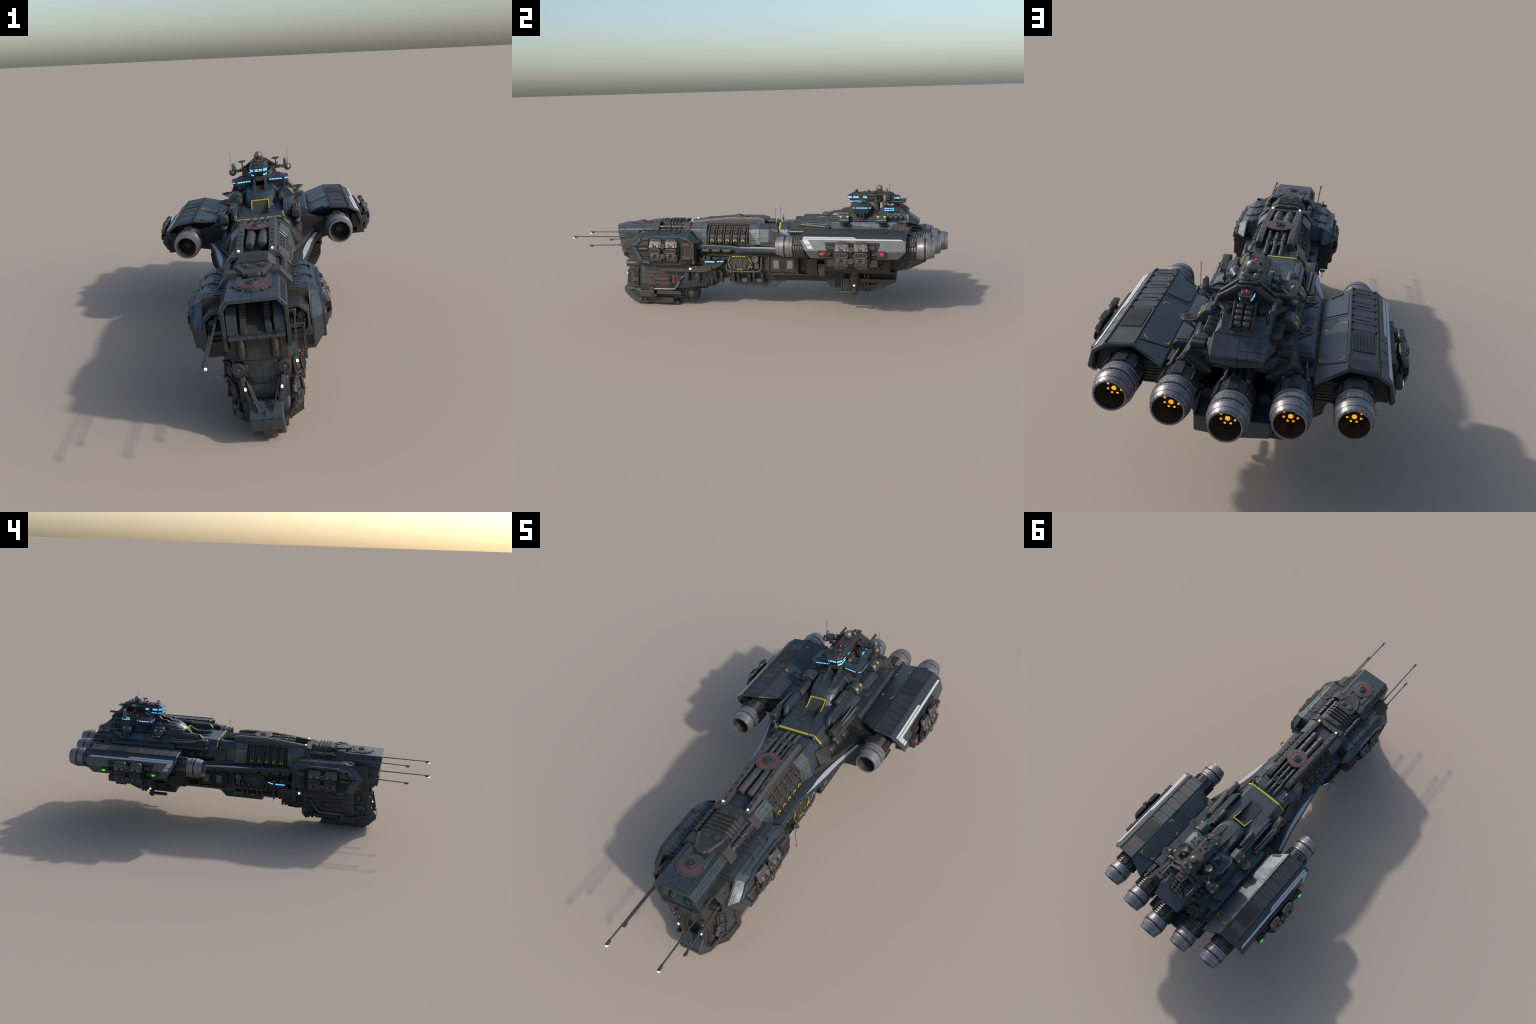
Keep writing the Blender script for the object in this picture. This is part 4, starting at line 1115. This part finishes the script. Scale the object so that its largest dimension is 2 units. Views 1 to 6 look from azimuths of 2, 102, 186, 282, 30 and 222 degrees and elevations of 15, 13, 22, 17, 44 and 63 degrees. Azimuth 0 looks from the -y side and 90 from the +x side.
for i in range(15):
    f = .13+i*.05; patch(g, 2, [(f, .598), (f+.028, .598), (f+.028, .706), (f, .706)], .0035, 'roof', 0)
part('nacelle_roof', g, nac[0], True)
# inner slope panels with yellow corner marks
g = G()
patch(g, 1, [(.1, .385), (.1, .47), (.18, .485), (.92, .485), (.92, .345), (.78, .335)], .0022, 'hullplain')
patch(g, 1, [(.06, .56), (.06, .75), (.94, .768), (.94, .53), (.16, .53)], .0022, 'hullplain')
patch(g, 1, [(.30, .352), (.72, .336), (.72, .350), (.30, .366)], .0045, 'dark')
patch(g, 1, [(.06, .495), (.94, .495), (.94, .498), (.06, .498)], .0008, 'mark', 0); patch(g, 1, [(.5, .49), (.52, .49), (.52, .525), (.5, .525)], .0008, 'mark', 0)
part('nacelle_hatch', g, nac[0], True)
g = G()
for f, y, a, b in ((.10, .57, 1, 1), (.88, .54, -1, 1), (.10, .742, 1, -1), (.88, .754, -1, -1)):
    patch(g, 1, [(f, y), (f+a*.16, y), (f+a*.16, y+b*.003), (f, y+b*.003)], .003, 'yellow', 0); patch(g, 1, [(f, y), (f+a*.03, y), (f+a*.03, y+b*.016), (f, y+b*.016)], .0031, 'yellow', 0)
part('yellow_marking', g, nac[0], True)
# white racing stripe
g = G()
patch(g, 3, [(.52, .318), (.52, .555), (.62, .565), (.72, .570), (.72, .318)], .0018, 'white', 0)
patch(g, 3, [(.78, .318), (.78, .775), (.95, .785), (1, .787), (1, .345), (1, .318)], .0018, 'white', 0)
patch(g, 4, [(.0, .318), (.0, .345), (.42, .358), (.42, .332)], .0024, 'white', 0)
patch(g, 4, [(.50, .335), (.50, .361), (.80, .371), (.80, .345)], .0024, 'white', 0)
part('white_stripe', g, nac[0], True)
g = G()
patch(g, 3, [(.1, .31), (.1, .798), (.18, .798), (.18, .31)], .0016, 'gunplain', 0)
for y in (.46, .60, .66, .72): patch(g, 3, [(.2, y), (.98, y), (.98, y+.0016), (.2, y+.0016)], .0009, 'mark', 0)
part('nacelle_trim', g, nac[0], True)
# side machinery: recess, radiators, arms with navigation lamps
g = G()
g.prism([(.425, .408), (.435, .335), (.665, .335), (.678, .408)], 'x', .385, .4055, 'gun', .001)
g.prism([(.436, .402), (.446, .34), (.655, .34), (.666, .402)], 'x', .39, .4068, 'black', 0)
for y in (.455, .645): g.box((.408, y, .385), (.012, .034, .020), 'gunplain', .002)
part('radiator_recess', g, nac[0], True)
armour('radiator_tile', .421, .508, .087, .3535, nac[0])
g = G()
g.slab((.385, .435, .295), (.415, .672, .33), 'dark', .002)
for y in (.50, .60): g.slab((.35, y-.03, .285), (.42, y+.03, .30), 'gun', .002)
part('radiator_bracket', g, nac[0], True)
for y, q in ((.411, -1), (.690, 1)):
    g = G()
    g.box((.415, y, .358), (.022, .036, .026), 'gunplain', .003); g.box((.414, y-q*.030, .356), (.016, .030, .014), 'gun', .002); g.box((.418, y-q*.02, .362), (.018, .012, .014), 'gunplain', .001)
    for i in range(3): g.box((.4265, y+q*(.002+i*.005), .358), (.002, .002, .02), 'dark', 0)
    arm = part('lamp_arm', g, nac[0], True)
    for sx, m in ((1, 'lred'), (-1, 'lgreen')):
        g = G(); g.beam((sx*.4275, y-.006, .3585+q*.0015), (sx*.4275, y+.010, .3585-q*-.0015), .005, .007, m); part('navigation_lamp', g, nac[0])

# ================================================================== AFT DECK AND SUPERSTRUCTURE
# hatch well, raised hump with rounded front
g = G()
secs = []
for yf, hw, zf, zb in ((.325, .078, .455, .455), (.338, .070, .468, .470), (.352, .064, .482, .490), (.372, .060, .500, .510), (.394, .057, .513, .524), (.400, .053, .5155, .5275)):
    loop = []
    for i in range(17):
        a = math.pi*i/16; yy = yf+hw*.9-hw*.9*math.sin(a); xx = hw*math.cos(a)
        loop.append((xx, yy, zf+(zb-zf)*(yy-yf)/(.64-yf)))
    loop += [(-hw, .64, zb), (hw, .64, zb)]
    secs.append(loop)
g.loft(secs, 'hull', 0)
hump = part('deck_hump', g, aft)
def boolcut(o, g):
    me = bpy.data.meshes.new('cutter'); me.from_pydata(g.v, [], g.f); c = bpy.data.objects.new('cutter', me); bpy.context.scene.collection.objects.link(c)
    md = o.modifiers.new('cut', 'BOOLEAN'); md.object = c; md.operation = 'DIFFERENCE'; md.solver = 'EXACT'
    pm, pp = o.parent, c.parent; o.parent = None
    bpy.context.view_layer.update()
    nm = bpy.data.meshes.new_from_object(o.evaluated_get(bpy.context.evaluated_depsgraph_get()))
    o.modifiers.clear(); o.data = nm; o.parent = pm; bpy.data.objects.remove(c)
g = G(); g.prism([(.214, .4663), (.322, .4415), (.328, .4415), (.3565, .490), (.357, .60), (.214, .60)], 'x', -.0325, .0325, 'deck', 0)
boolcut(aft, g)
g = G(); g.prism([(.214, .4663), (.322, .4415), (.328, .4415), (.3565, .490), (.357, .60), (.214, .60)], 'x', -.0325, .0325, 'deck', 0)
boolcut(hump, g)
g = G()
g.prism([(.216, .4655), (.322, .4412), (.332, .4412), (.332, .434), (.216, .450)], 'x', -.0335, .0335, 'gun', 0)
g.prism([(.3225, .440), (.3535, .4915), (.359, .4915), (.332, .436)], 'x', -.0335, .0335, 'gunplain', 0)
well = part('ramp_well', g, aft)
g = G()
for sx in (-1, 1):
    g.prism([(.222, .460), (.322, .437), (.332, .437), (.355, .486), (.355, .4935), (.345, .486), (.325, .472), (.31, .4685), (.222, .4675)], 'x', sx*.0340-.0018, sx*.0340+.0018, 'hullplain', .0004)
part('ramp_wall', g, well)
g = G()
g.slab((-.0365, .352, .4925), (.0365, .3565, .4965), 'yellow', 0)
for sx in (-1, 1): g.beam((sx*.0345, .3545, .4945), (sx*.0345, .320, .4725), .003, .0035, 'yellow', bevel=0); g.beam((sx*.0345, .321, .473), (sx*.0345, .302, .469), .003, .0035, 'yellow', bevel=0)
part('yellow_marking', g, well)
# deck side walls
g = G()
g.prism([(.235, .445), (.235, .470), (.255, .492), (.40, .494), (.47, .497), (.47, .445)], 'x', .092, .108, 'hullbig', .002)
g.prism([(.255, .440), (.255, .478), (.275, .488), (.46, .488), (.46, .440)], 'x', .107, .120, 'hull', .002)
g.slab((.093, .372, .47), (.1085, .376, .4955), 'mark', 0); g.slab((.093, .380, .47), (.1085, .384, .4955), 'mark', 0)
part('deck_wall', g, aft, True)
# cargo crane arms
g = G()
g.prism([(.198, .452), (.206, .476), (.24, .474), (.36, .452), (.42, .452), (.42, .438), (.30, .432), (.215, .436)], 'x', .128, .152, 'gun', .002)
g.slab((.124, .198, .445), (.156, .212, .475), 'gunplain', .003); g.slab((.132, .1965, .452), (.148, .1995, .468), 'dark', .001)
g.tube([(.154, .270, .463), (.152, .40, .452)], .006, 'pad', 12); g.tube([(.145, .275, .470), (.140, .40, .462)], .004, 'pad', 10); g.box((.152, .405, .453), (.016, .022, .018), 'gunplain', .002); g.box((.152, .266, .463), (.014, .012, .014), 'gunplain', .002)
part('cargo_crane', g, aft, True)
g = G(); g.capsule((.142, .20, .424), (.150, .40, .424), .012, 'hullplain'); part('deck_fender', g, aft, True)
# vertical launch tubes
g = G()
g.lathe((.086, .352, .494), (0, 1, 0), [(0, .006), (.001, .010), (.006, .0125), (.06, .0125), (.062, .011), (.066, .011), (.068, .0125), (.072, .0125), (.074, .011), (.09, .011)], 'gunplain', 20)
g.lathe((.086, .3515, .494), (0, 1, 0), [(0, .001), (.001, .0065)], 'dark', 12)
part('deck_canister', g, aft, True)
# landing pads on brackets with yellow arrows
g = G()
g.prism([(.075, .500), (.100, .516), (.118, .514), (.140, .486), (.140, .478), (.118, .476), (.075, .480)], 'y', -.026, .026, 'hullplain', .0025)
pb = part('pad_arm', g, aft, True, (0, .487, 0)); dup(pb[0], (0, .672, 0), aft); dup(pb[0], (0, .672, 0), aft, sx=-1)
g = G()
for yy in (-.017, .017):
    a = Vector((.1195, 0, .5135)); b = Vector((.1385, 0, .4895)); n = Vector((.78, 0, .62))*.0012; m = (a+b)/2
    g.add([tuple(a.lerp(b, .35)+n+Vector((0, yy-.008, 0))), tuple(a.lerp(b, .35)+n+Vector((0, yy+.008, 0))), tuple(a.lerp(b, .8)+n+Vector((0, yy, 0))),
           tuple(a.lerp(b, .35)-n+Vector((0, yy-.008, 0))), tuple(a.lerp(b, .35)-n+Vector((0, yy+.008, 0))), tuple(a.lerp(b, .8)-n+Vector((0, yy, 0)))], [[0, 1, 2], [3, 4, 5], [0, 1, 4, 3], [1, 2, 5, 4], [2, 0, 3, 5]], 'yellow')
ya = part('yellow_arrow', g, aft, True, (0, .487, 0)); dup(ya[0], (0, .672, 0), aft); dup(ya[0], (0, .672, 0), aft, sx=-1)
g = G()
g.prism([(.143, -.020), (.150, -.024), (.170, -.022), (.180, -.012), (.183, 0), (.180, .012), (.170, .022), (.150, .024), (.143, .020)], 'z', .4775, .4815, 'gunplain', .001)
g.arc((.162, 0), .011, .0135, .4815, .4827, 0, 2*math.pi, 'dark', 24); g.arc((.162, 0), .004, .006, .4815, .4827, 0, 2*math.pi, 'dark', 16)
for yy in (-.015, 0, .015): g.box((.141, yy, .480), (.008, .004, .004), 'gunplain', .0008)
for yy in (-.014, .014): g.beam((.176, yy, .478), (.140, yy, .455), .003, .003, 'gunplain', bevel=0); g.beam((.160, yy, .478), (.142, yy, .458), .0025, .0025, 'gunplain', bevel=0)
pd = part('landing_pad', g, aft, True, (0, .492, 0)); dup(pd[0], (0, .678, 0), aft); dup(pd[0], (0, .678, 0), aft, sx=-1)

# superstructure body
g = G()
g.half([(.50, [(0, .525), (.054, .525), (.066, .513), (.094, .474), (0, .46)]),
        (.66, [(0, .530), (.054, .530), (.066, .514), (.096, .475), (0, .46)]),
        (.79, [(0, .520), (.054, .520), (.066, .512), (.090, .466), (0, .46)]),
        (.805, [(0, .512), (.066, .510), (.070, .505), (.085, .470), (0, .45)]),
        (.856, [(0, .474), (.067, .474), (.068, .470), (.066, .456), (0, .445)])], 'hull', .0015)
sup = part('superstructure', g, aft)
g = G()
g.prism([(.640, .510), (.676, .546), (.762, .547), (.800, .512)], 'x', -.056, .056, 'hullbig', .002)
g.slab((-.0595, .678, .5425), (.0595, .762, .5455), 'hullbig', .0005)
cab = part('aft_cabin', g, sup)
g = G()
for r in range(2):
    for i in range(4): g.slab((.0555, .684+i*.0125, .5265+r*.0095), (.0572, .694+i*.0125, .5315+r*.0095), 'win', 0)
part('cabin_window', g, cab, True)
g = G(); g.box((.057, .745, .533), (.010, .024, .022), 'dark', .002); g.box((.061, .745, .533), (.006, .016, .014), 'gun', .002); part('cabin_vent', g, cab, True)
g = G(); g.lathe((0, 0, 0), (1, 0, .25), [(0, .012), (.02, .0125), (.028, .011), (.030, .008), (.026, .006), (.026, .003)], 'gunplain', 8, False); g.slab((-.004, -.013, -.012), (.016, .013, .004), 'gun')
lp_ = None
for y in (.716, .742, .768):
    if lp_ is None: lp_ = part('launch_tube', g, sup, True, (.072, y, .494))[0]
    else: dup(lp_, (.072, y, .494), sup); dup(lp_, (-.072, y, .494), sup, sx=-1)
g = G()
for y in (.762, .785):
    for z in (.445, .463): g.box((.112, y, z), (.040, .019, .015), 'gun', .002)
g.slab((.09, .752, .42), (.128, .80, .44), 'dark')
part('deck_locker', g, sup, True)
# bridge wings with window band
g = G()
def wingbox(z0, z1, k):  # plan polygon
    return [(.020, .545), (.038, .538), (.104, .526), (.118, .540), (.118, .606), (.104, .622), (.020, .622)]
bot = [(.020, .548, .510), (.038, .545, .510), (.096, .537, .510), (.108, .548, .512), (.108, .600, .512), (.096, .612, .510), (.020, .612, .51)]
m1 = [(x, y, .541) for x, y in wingbox(0, 0, 0)]; m2 = [(x-.001, y+.001, .549) for x, y in wingbox(0, 0, 0)]
tp = [(.020, .552, .567), (.036, .550, .567), (.080, .550, .563), (.088, .556, .562), (.088, .598, .562), (.080, .606, .563), (.020, .606, .567)]
g.loft([bot, m1, m2, tp], 'hullbig', .001)
g.prism([(x+(.0035 if x > .1 else 0), y+(-.0035 if y < .55 else .0035)) for x, y in wingbox(0, 0, 0)], 'z', .5485, .5515, 'hullbig', .0006)
bw = part('bridge_wing', g, sup, True)
g = G()
def strip(g, a, b, n, z0, z1, gap=.2, off=.0012, mat='win'):
    a = Vector(a); b = Vector(b); d = (b-a); L = d.length; d.normalize(); nr = Vector((d.y, -d.x))
    for i in range(n):
        p = a+d*L*(i+gap/2)/n; q = a+d*L*(i+1-gap/2)/n
        vs = [(*(p+nr*off), z0), (*(q+nr*off), z0), (*(q+nr*off), z1), (*(p+nr*off), z1), (*(p-nr*.002), z0), (*(q-nr*.002), z0), (*(q-nr*.002), z1), (*(p-nr*.002), z1)]
        g.add(vs, [[0, 1, 2, 3], [4, 5, 6, 7], [0, 1, 5, 4], [1, 2, 6, 5], [2, 3, 7, 6], [3, 0, 4, 7]], mat)
strip(g, (.040, .538), (.096, .5275), 5, .5425, .5475); strip(g, (.106, .5275), (.117, .5395), 1, .5425, .5475, .2, .0006); strip(g, (.118, .545), (.118, .603), 5, .5425, .5475, .2, .0005); strip(g, (.116, .609), (.106, .6205), 1, .5425, .5475, .2, .0006)
part('wing_window', g, bw[0], True)
g = G()
for y in (.566, .584): g.beam((.060, y, .5655), (.090, y, .560), .010, .004, 'black', bevel=0)
for y in (.566, .582): g.cyl((.118, y, .518), (.113, y, .478), .0025, 'gunplain', n=8)
g.slab((.108, .562, .508), (.119, .588, .525), 'black', 0)
part('wing_vent', g, bw[0], True)
# tower neck with twin prongs
g = G()
g.half([(.512, [(0, .565), (.020, .565), (.020, .560), (.014, .548), (0, .545)]), (.545, [(0, .570), (.026, .570), (.026, .555), (.020, .530), (0, .528)]), (.64, [(0, .57), (.04, .57), (.044, .53), (.044, .52), (0, .52)])], 'gunplain', .001)
neck = part('tower_neck', g, sup)
g = G()
g.prism([(.405, .512), (.412, .518), (.455, .524), (.470, .535), (.500, .538), (.520, .560), (.545, .560), (.545, .512)], 'x', .018, .029, 'gun', .001)
for i in range(6): g.box((.030, .445+i*.012, .517+i*.002), (.003, .007, .006), 'gunplain', .0006)
part('tower_prong', g, neck, True)
# bridge
def ring(y0, hw, yend, z, tip=.018):
    return [(-hw*.55, y0, z), (hw*.55, y0, z), (hw, y0+tip, z), (hw, yend, z), (-hw, yend, z), (-hw, y0+tip, z)]
g = G()
g.loft([ring(.516, .027, .70, .566), ring(.506, .031, .705, .577), ring(.505, .033, .71, .580), ring(.502, .034, .71, .586), ring(.498, .036, .712, .602), ring(.503, .034, .712, .607), ring(.518, .024, .712, .615)], 'gun', .001)
q_ = [(-.022, .492), (.022, .492), (.0405, .513), (.0405, .712), (-.0405, .712), (-.0405, .513)]
g.prism(q_, 'z', .6005, .6035, 'gun', .0006)
br = part('bridge', g, sup)
g = G()
def wins(z0, z1, y0, hw, off):
    k = hw*.55
    strip(g, (-k*.85, y0), (k*.85, y0), 2, z0, z1, .18, off); 
    for sx in (1, -1):
        a, b = (k, y0), (hw, y0+.018)
        strip(g, (sx*a[0], a[1]), (sx*b[0], b[1]), 2, z0, z1, .15, off*sx)
        strip(g, (sx*hw, y0+.024), (sx*hw, y0+.052), 3, z0, z1, .12, .0005*sx); strip(g, (sx*hw, y0+.074), (sx*hw, y0+.094), 2, z0, z1, .12, .0005*sx)
wins(.5885, .5925, .5005, .0352, .0016); wins(.5945, .5985, .4995, .0357, .0016)
k = .031
for sx in (1, -1):
    strip(g, (sx*k*.6, .508), (sx*k, .524), 1, .570, .574, .1, .0025*sx); strip(g, (sx*k, .526), (sx*k, .560), 4, .571, .575, .15, .0012*sx)
part('bridge_window', g, br)
g = G()
g.slab((-.024, .52, .612), (.024, .72, .6185), 'deck', .002); g.slab((-.02, .585, .617), (.02, .70, .622), 'gunplain', .002)
g.box((0, .577, .618), (.008, .010, .012), 'gunplain'); g.lathe((0, .545, .611), (0, 0, 1), [(0, .016), (.006, .014), (.009, .006)], 'hullplain', 18)
for sx in (-1, 1):
    g.cyl((sx*.015, .60, .618), (sx*.015, .60, .628), .005, 'gun', n=10); g.box((sx*.02, .63, .615), (.014, .03, .012), 'gun')
part('bridge_roof', g, br)
g = G(); g.box((0, .577, .6255), (.004, .004, .004), 'lred', .001); part('beacon', g, br)
g = G(); g.box((0, .742, .606), (.004, .004, .004), 'lred', .001); part('beacon', g, br)
g = G(); g.ball((0, .655, .6375), .0170, 'steel', 28)
g.lathe((0, .655, .612), (0, 0, 1), [(0, .014), (.006, .013), (.007, .010), (.012, .010)], 'gunplain', 24); g.torus((0, .655, .627), (0, 0, 1), .0138, .0012, 'gunplain')
for i in range(8):
    a = i*math.pi/4; g.beam((.0125*math.cos(a), .655+.0125*math.sin(a), .617), (.0135*math.cos(a), .655+.0135*math.sin(a), .630), .002, .002, 'gunplain', bevel=0)
part('radome', g, br)
g = G()
for sx in (-1, 1): g.capsule((sx*.0155, .690, .610), (sx*.0155, .690, .634), .0068, 'steel', 12); g.cyl((sx*.0155, .690, .608), (sx*.0155, .690, .615), .0088, 'gunplain', n=12)
part('sensor_capsule', g, br)
# dishes
def dish(x, y, z, r, lean, parent):
    g = G(); ax = Vector((0, lean, 1)).normalized()
    g.lathe((x, y, z), ax, [(0, .002), (.003, r*.55), (.006, r), (.0072, r), (.0065, r*.9), (.004, r*.5), (.003, .001)], 'gunplain', 24)
    g.beam((x, y, z+.002), tuple(Vector((x, y, z))+ax*.012+Vector((.004, -.006, 0))), .001, .001, 'steel', bevel=0)
    g.cyl((x, y, z+.001), (x, y+.004, z-.035), .0025, 'gunplain', n=10); g.box((x, y+.003, z-.024), (.008, .008, .012), 'gunplain', .001); g.beam((x, y+.004, z-.012), (x*.8, y+.012, z-.035), .0015, .0015, 'gunplain', bevel=0)
    return part('dish_antenna', g, parent)
for sx in (1, -1): dish(sx*.074, .640, .6135, .0175, -.1, br); dish(sx*.022, .540, .622, .010, -.5, br)
# masts: arms carrying balls, capsules, whips
g = G()
g.beam((.030, .690, .580), (.112, .686, .574), .014, .008, 'gun'); g.beam((.030, .655, .577), (.090, .650, .577), .010, .007, 'gun'); g.beam((.084, .65, .578), (.118, .690, .574), .007, .006, 'gun')
g.beam((.09, .672, .574), (.116, .686, .560), .003, .003, 'gunplain', bevel=0)
for i in range(6): g.box((.05+i*.009, .683, .574), (.004, .004, .012), 'gunplain', 0)
mast = part('antenna_arm', g, br, True)
g = G()
g.ball((.123, .688, .567), .0140, 'steel', 20); g.torus((.136, .688, .567), (1, 0, 0), .008, .0015, 'gunplain', 20, 6)
g.capsule((.116, .688, .574), (.116, .688, .610), .0088, 'steel', 14); g.cyl((.116, .688, .572), (.116, .688, .580), .0115, 'gunplain', n=14)
g.beam((.098, .688, .577), (.113, .688, .592), .0012, .0012, 'gunplain', bevel=0)
g.lathe((.132, .690, .572), (1, .3, .1), [(0, .001), (.003, .009), (.004, .009), (.002, .001)], 'gunplain', 16); g.beam((.132, .69, .572), (.145, .694, .574), .001, .001, 'gunplain', bevel=0)
part('sensor_cluster', g, mast[0], True)
g = G()
g.cyl((.127, .700, .575), (.127, .700, .655), .0008, 'gunplain', n=6); g.beam((.127, .700, .622), (.127, .712, .622), .0007, .0007, 'gunplain', bevel=0); g.beam((.127, .700, .636), (.127, .708, .636), .0007, .0007, 'gunplain', bevel=0)
part('whip_antenna', g, mast[0], True)
g = G() # side horn loudspeakers under bridge
g.lathe((.052, .588, .573), (.3, -1, 0), [(0, .006), (.012, .007), (.022, .0155), (.026, .0165), (.026, .0135), (.014, .005)], 'steel', 20)
g.cyl((.062, .648, .57), (.062, .648, .525), .0075, 'gunplain', n=12); g.cyl((.075, .70, .572), (.075, .79, .575), .006, 'gunplain', n=12); g.cyl((.06, .66, .575), (.06, .635, .575), .011, 'gunplain', n=14)
part('loud_hailer', g, br, True)
# chevron braces and rear cockpit
g = G()
for dy, k in ((.0, 0), (.022, 1)):
    g.beam((.0, .700+dy, .617-k*.008), (.030, .700+dy, .612-k*.008), .014, .010, 'gun'); g.beam((.026, .700+dy, .613-k*.008), (.072, .704+dy, .578-k*.004), .014, .011, 'gun')
g.prism([(.02, .60), (.03, .605), (.066, .575), (.066, .56), (.02, .556)], 'y', .704, .715, 'dark', .001)
g.beam((.036, .756, .556), (.088, .716, .574), .016, .008, 'gun')
part('chevron_brace', g, br, True)
g = G()
g.loft([[(-.017, .725, .575), (.017, .725, .575), (.013, .750, .578), (-.013, .750, .578)], [(-.020, .715, .596), (.020, .715, .596), (.015, .758, .594), (-.015, .758, .594)], [(-.020, .705, .607), (.020, .705, .607), (.010, .752, .603), (-.010, .752, .603)]], 'gun', .001)
g.prism([(-.0225, .712), (.0225, .712), (.018, .764), (-.018, .764)], 'z', .5955, .599, 'gun', .0006)
part('rear_cockpit', g, br)
g = G()
for r in range(2):
    strip(g, (.0195-.0008*(1-r), .722), (.0150-.0008*(1-r), .755), 2, .584+r*.006, .588+r*.006, .2, .0016); strip(g, (-.0150+.0008*(1-r), .755), (-.0195+.0008*(1-r), .722), 2, .584+r*.006, .588+r*.006, .2, .0016)
part('cockpit_window', g, br)
# missile rack: 2 x 4 cells on a sloping frame
g = G()
s_ = math.atan2(.045, .055)
xf = Matrix.Translation((0, .742, .566)) @ Matrix.Rotation(-.62, 4, 'X')
g.box((0, .034, -.010), (.058, .076, .022), 'gun', .002, xf); g.box((-.027, .034, .004), (.006, .078, .012), 'gunplain', .001, xf); g.box((.027, .034, .004), (.006, .078, .012), 'gunplain', .001, xf)
g.box((0, .078, -.012), (.050, .014, .022), 'gunplain', .003, xf); g.slab((-.012, .795, .50), (-.007, .802, .535), 'gunplain'); g.slab((.007, .795, .50), (.012, .802, .535), 'gunplain')
g.slab((-.028, .73, .52), (.028, .785, .55), 'gun')
rack = part('missile_rack', g, sup)
g = G(); g.box((0, 0, 0), (.019, .0145, .013), 'gunplain', .0025); g.box((0, 0, .006), (.014, .009, .003), 'rail', .001)
cell = None
for i in range(4):
    for sx in (-1, 1):
        p = xf @ Vector((sx*.0115, .010+i*.0165, .006))
        if cell is None: cell = part('missile_cell', g, rack, loc=tuple(p)); cell.rotation_euler = (-.62, 0, 0)
        else: dup(cell, tuple(p), rack, (-.62, 0, 0))
# stern wedge plates
g = G()
for sx in (-1, 1):
    g.add([(sx*.066, .806, .5135), (sx*.022, .806, .5155), (sx*.030, .778, .545), (sx*.066, .806, .508), (sx*.022, .806, .508), (sx*.030, .778, .52)], [[0, 1, 2], [3, 4, 5], [0, 1, 4, 3], [1, 2, 5, 4], [2, 0, 3, 5]], 'hullbig')
g.loft([[(-.069, .803, .5145), (.069, .803, .5145), (.069, .803, .510), (-.069, .803, .510)], [(-.070, .860, .4765), (.070, .860, .4765), (.070, .858, .466), (-.070, .858, .466)]], 'hull', .0015)
part('stern_wedge', g, sup)
# tilted stern boxes
g = G()
xf = Matrix.Translation((.112, .785, .418)) @ Matrix.Rotation(math.radians(-35), 4, 'Y') @ Matrix.Rotation(math.radians(-25), 4, 'X')
g.box((0, -.02, 0), (.082, .09, .050), 'gun', .004, xf); g.box((0, .026, 0), (.074, .006, .042), 'dark', .002, xf); g.box((0, .029, 0), (.058, .004, .026), 'gunplain', .002, xf); g.box((0, .0305, 0), (.042, .004, .013), 'dark', .001, xf)
for a in (-1, 1):
    for b in (-1, 1): g.box((a*.038, .022, b*.022), (.012, .012, .012), 'gunplain', .003, xf)
g.box((-.02, -.05, .03), (.03, .08, .02), 'hullbig', .003, xf)
part('stern_thruster_box', g, sup, True)
g = G()
g.slab((.04, .74, .34), (.11, .80, .41), 'dark')
g.cyl((.074, .76, .345), (.074, .83, .345), .016, 'gunplain'); g.cyl((.074, .78, .30), (.074, .88, .30), .012, 'gunplain', cap=.004)
for z in (.35, .365, .38): g.tube([(.10, .78, z), (.12, .80, z+.01), (.14, .78, z+.02)], .004, 'dark', 8)
part('engine_mounting', g, aft, True)
# deck masts by the yellow stripe
g = G()
g.cyl((.089, .136, .43), (.089, .136, .470), .004, 'gunplain', n=10); g.lathe((.089, .136, .466), (0, 0, 1), [(0, .0075), (.004, .0075), (.005, .0055), (.018, .005), (.022, .002)], 'steel', 12)
g.slab((.083, .130, .425), (.095, .146, .455), 'dark')
part('deck_beacon', g, aft, True)
g = G()
g.cyl((.072, .125, .455), (.072, .125, .540), .0009, 'gunplain', n=6); g.beam((.072, .125, .523), (.072, .137, .523), .0007, .0007, 'gunplain', bevel=0)
part('whip_antenna', g, aft, True)
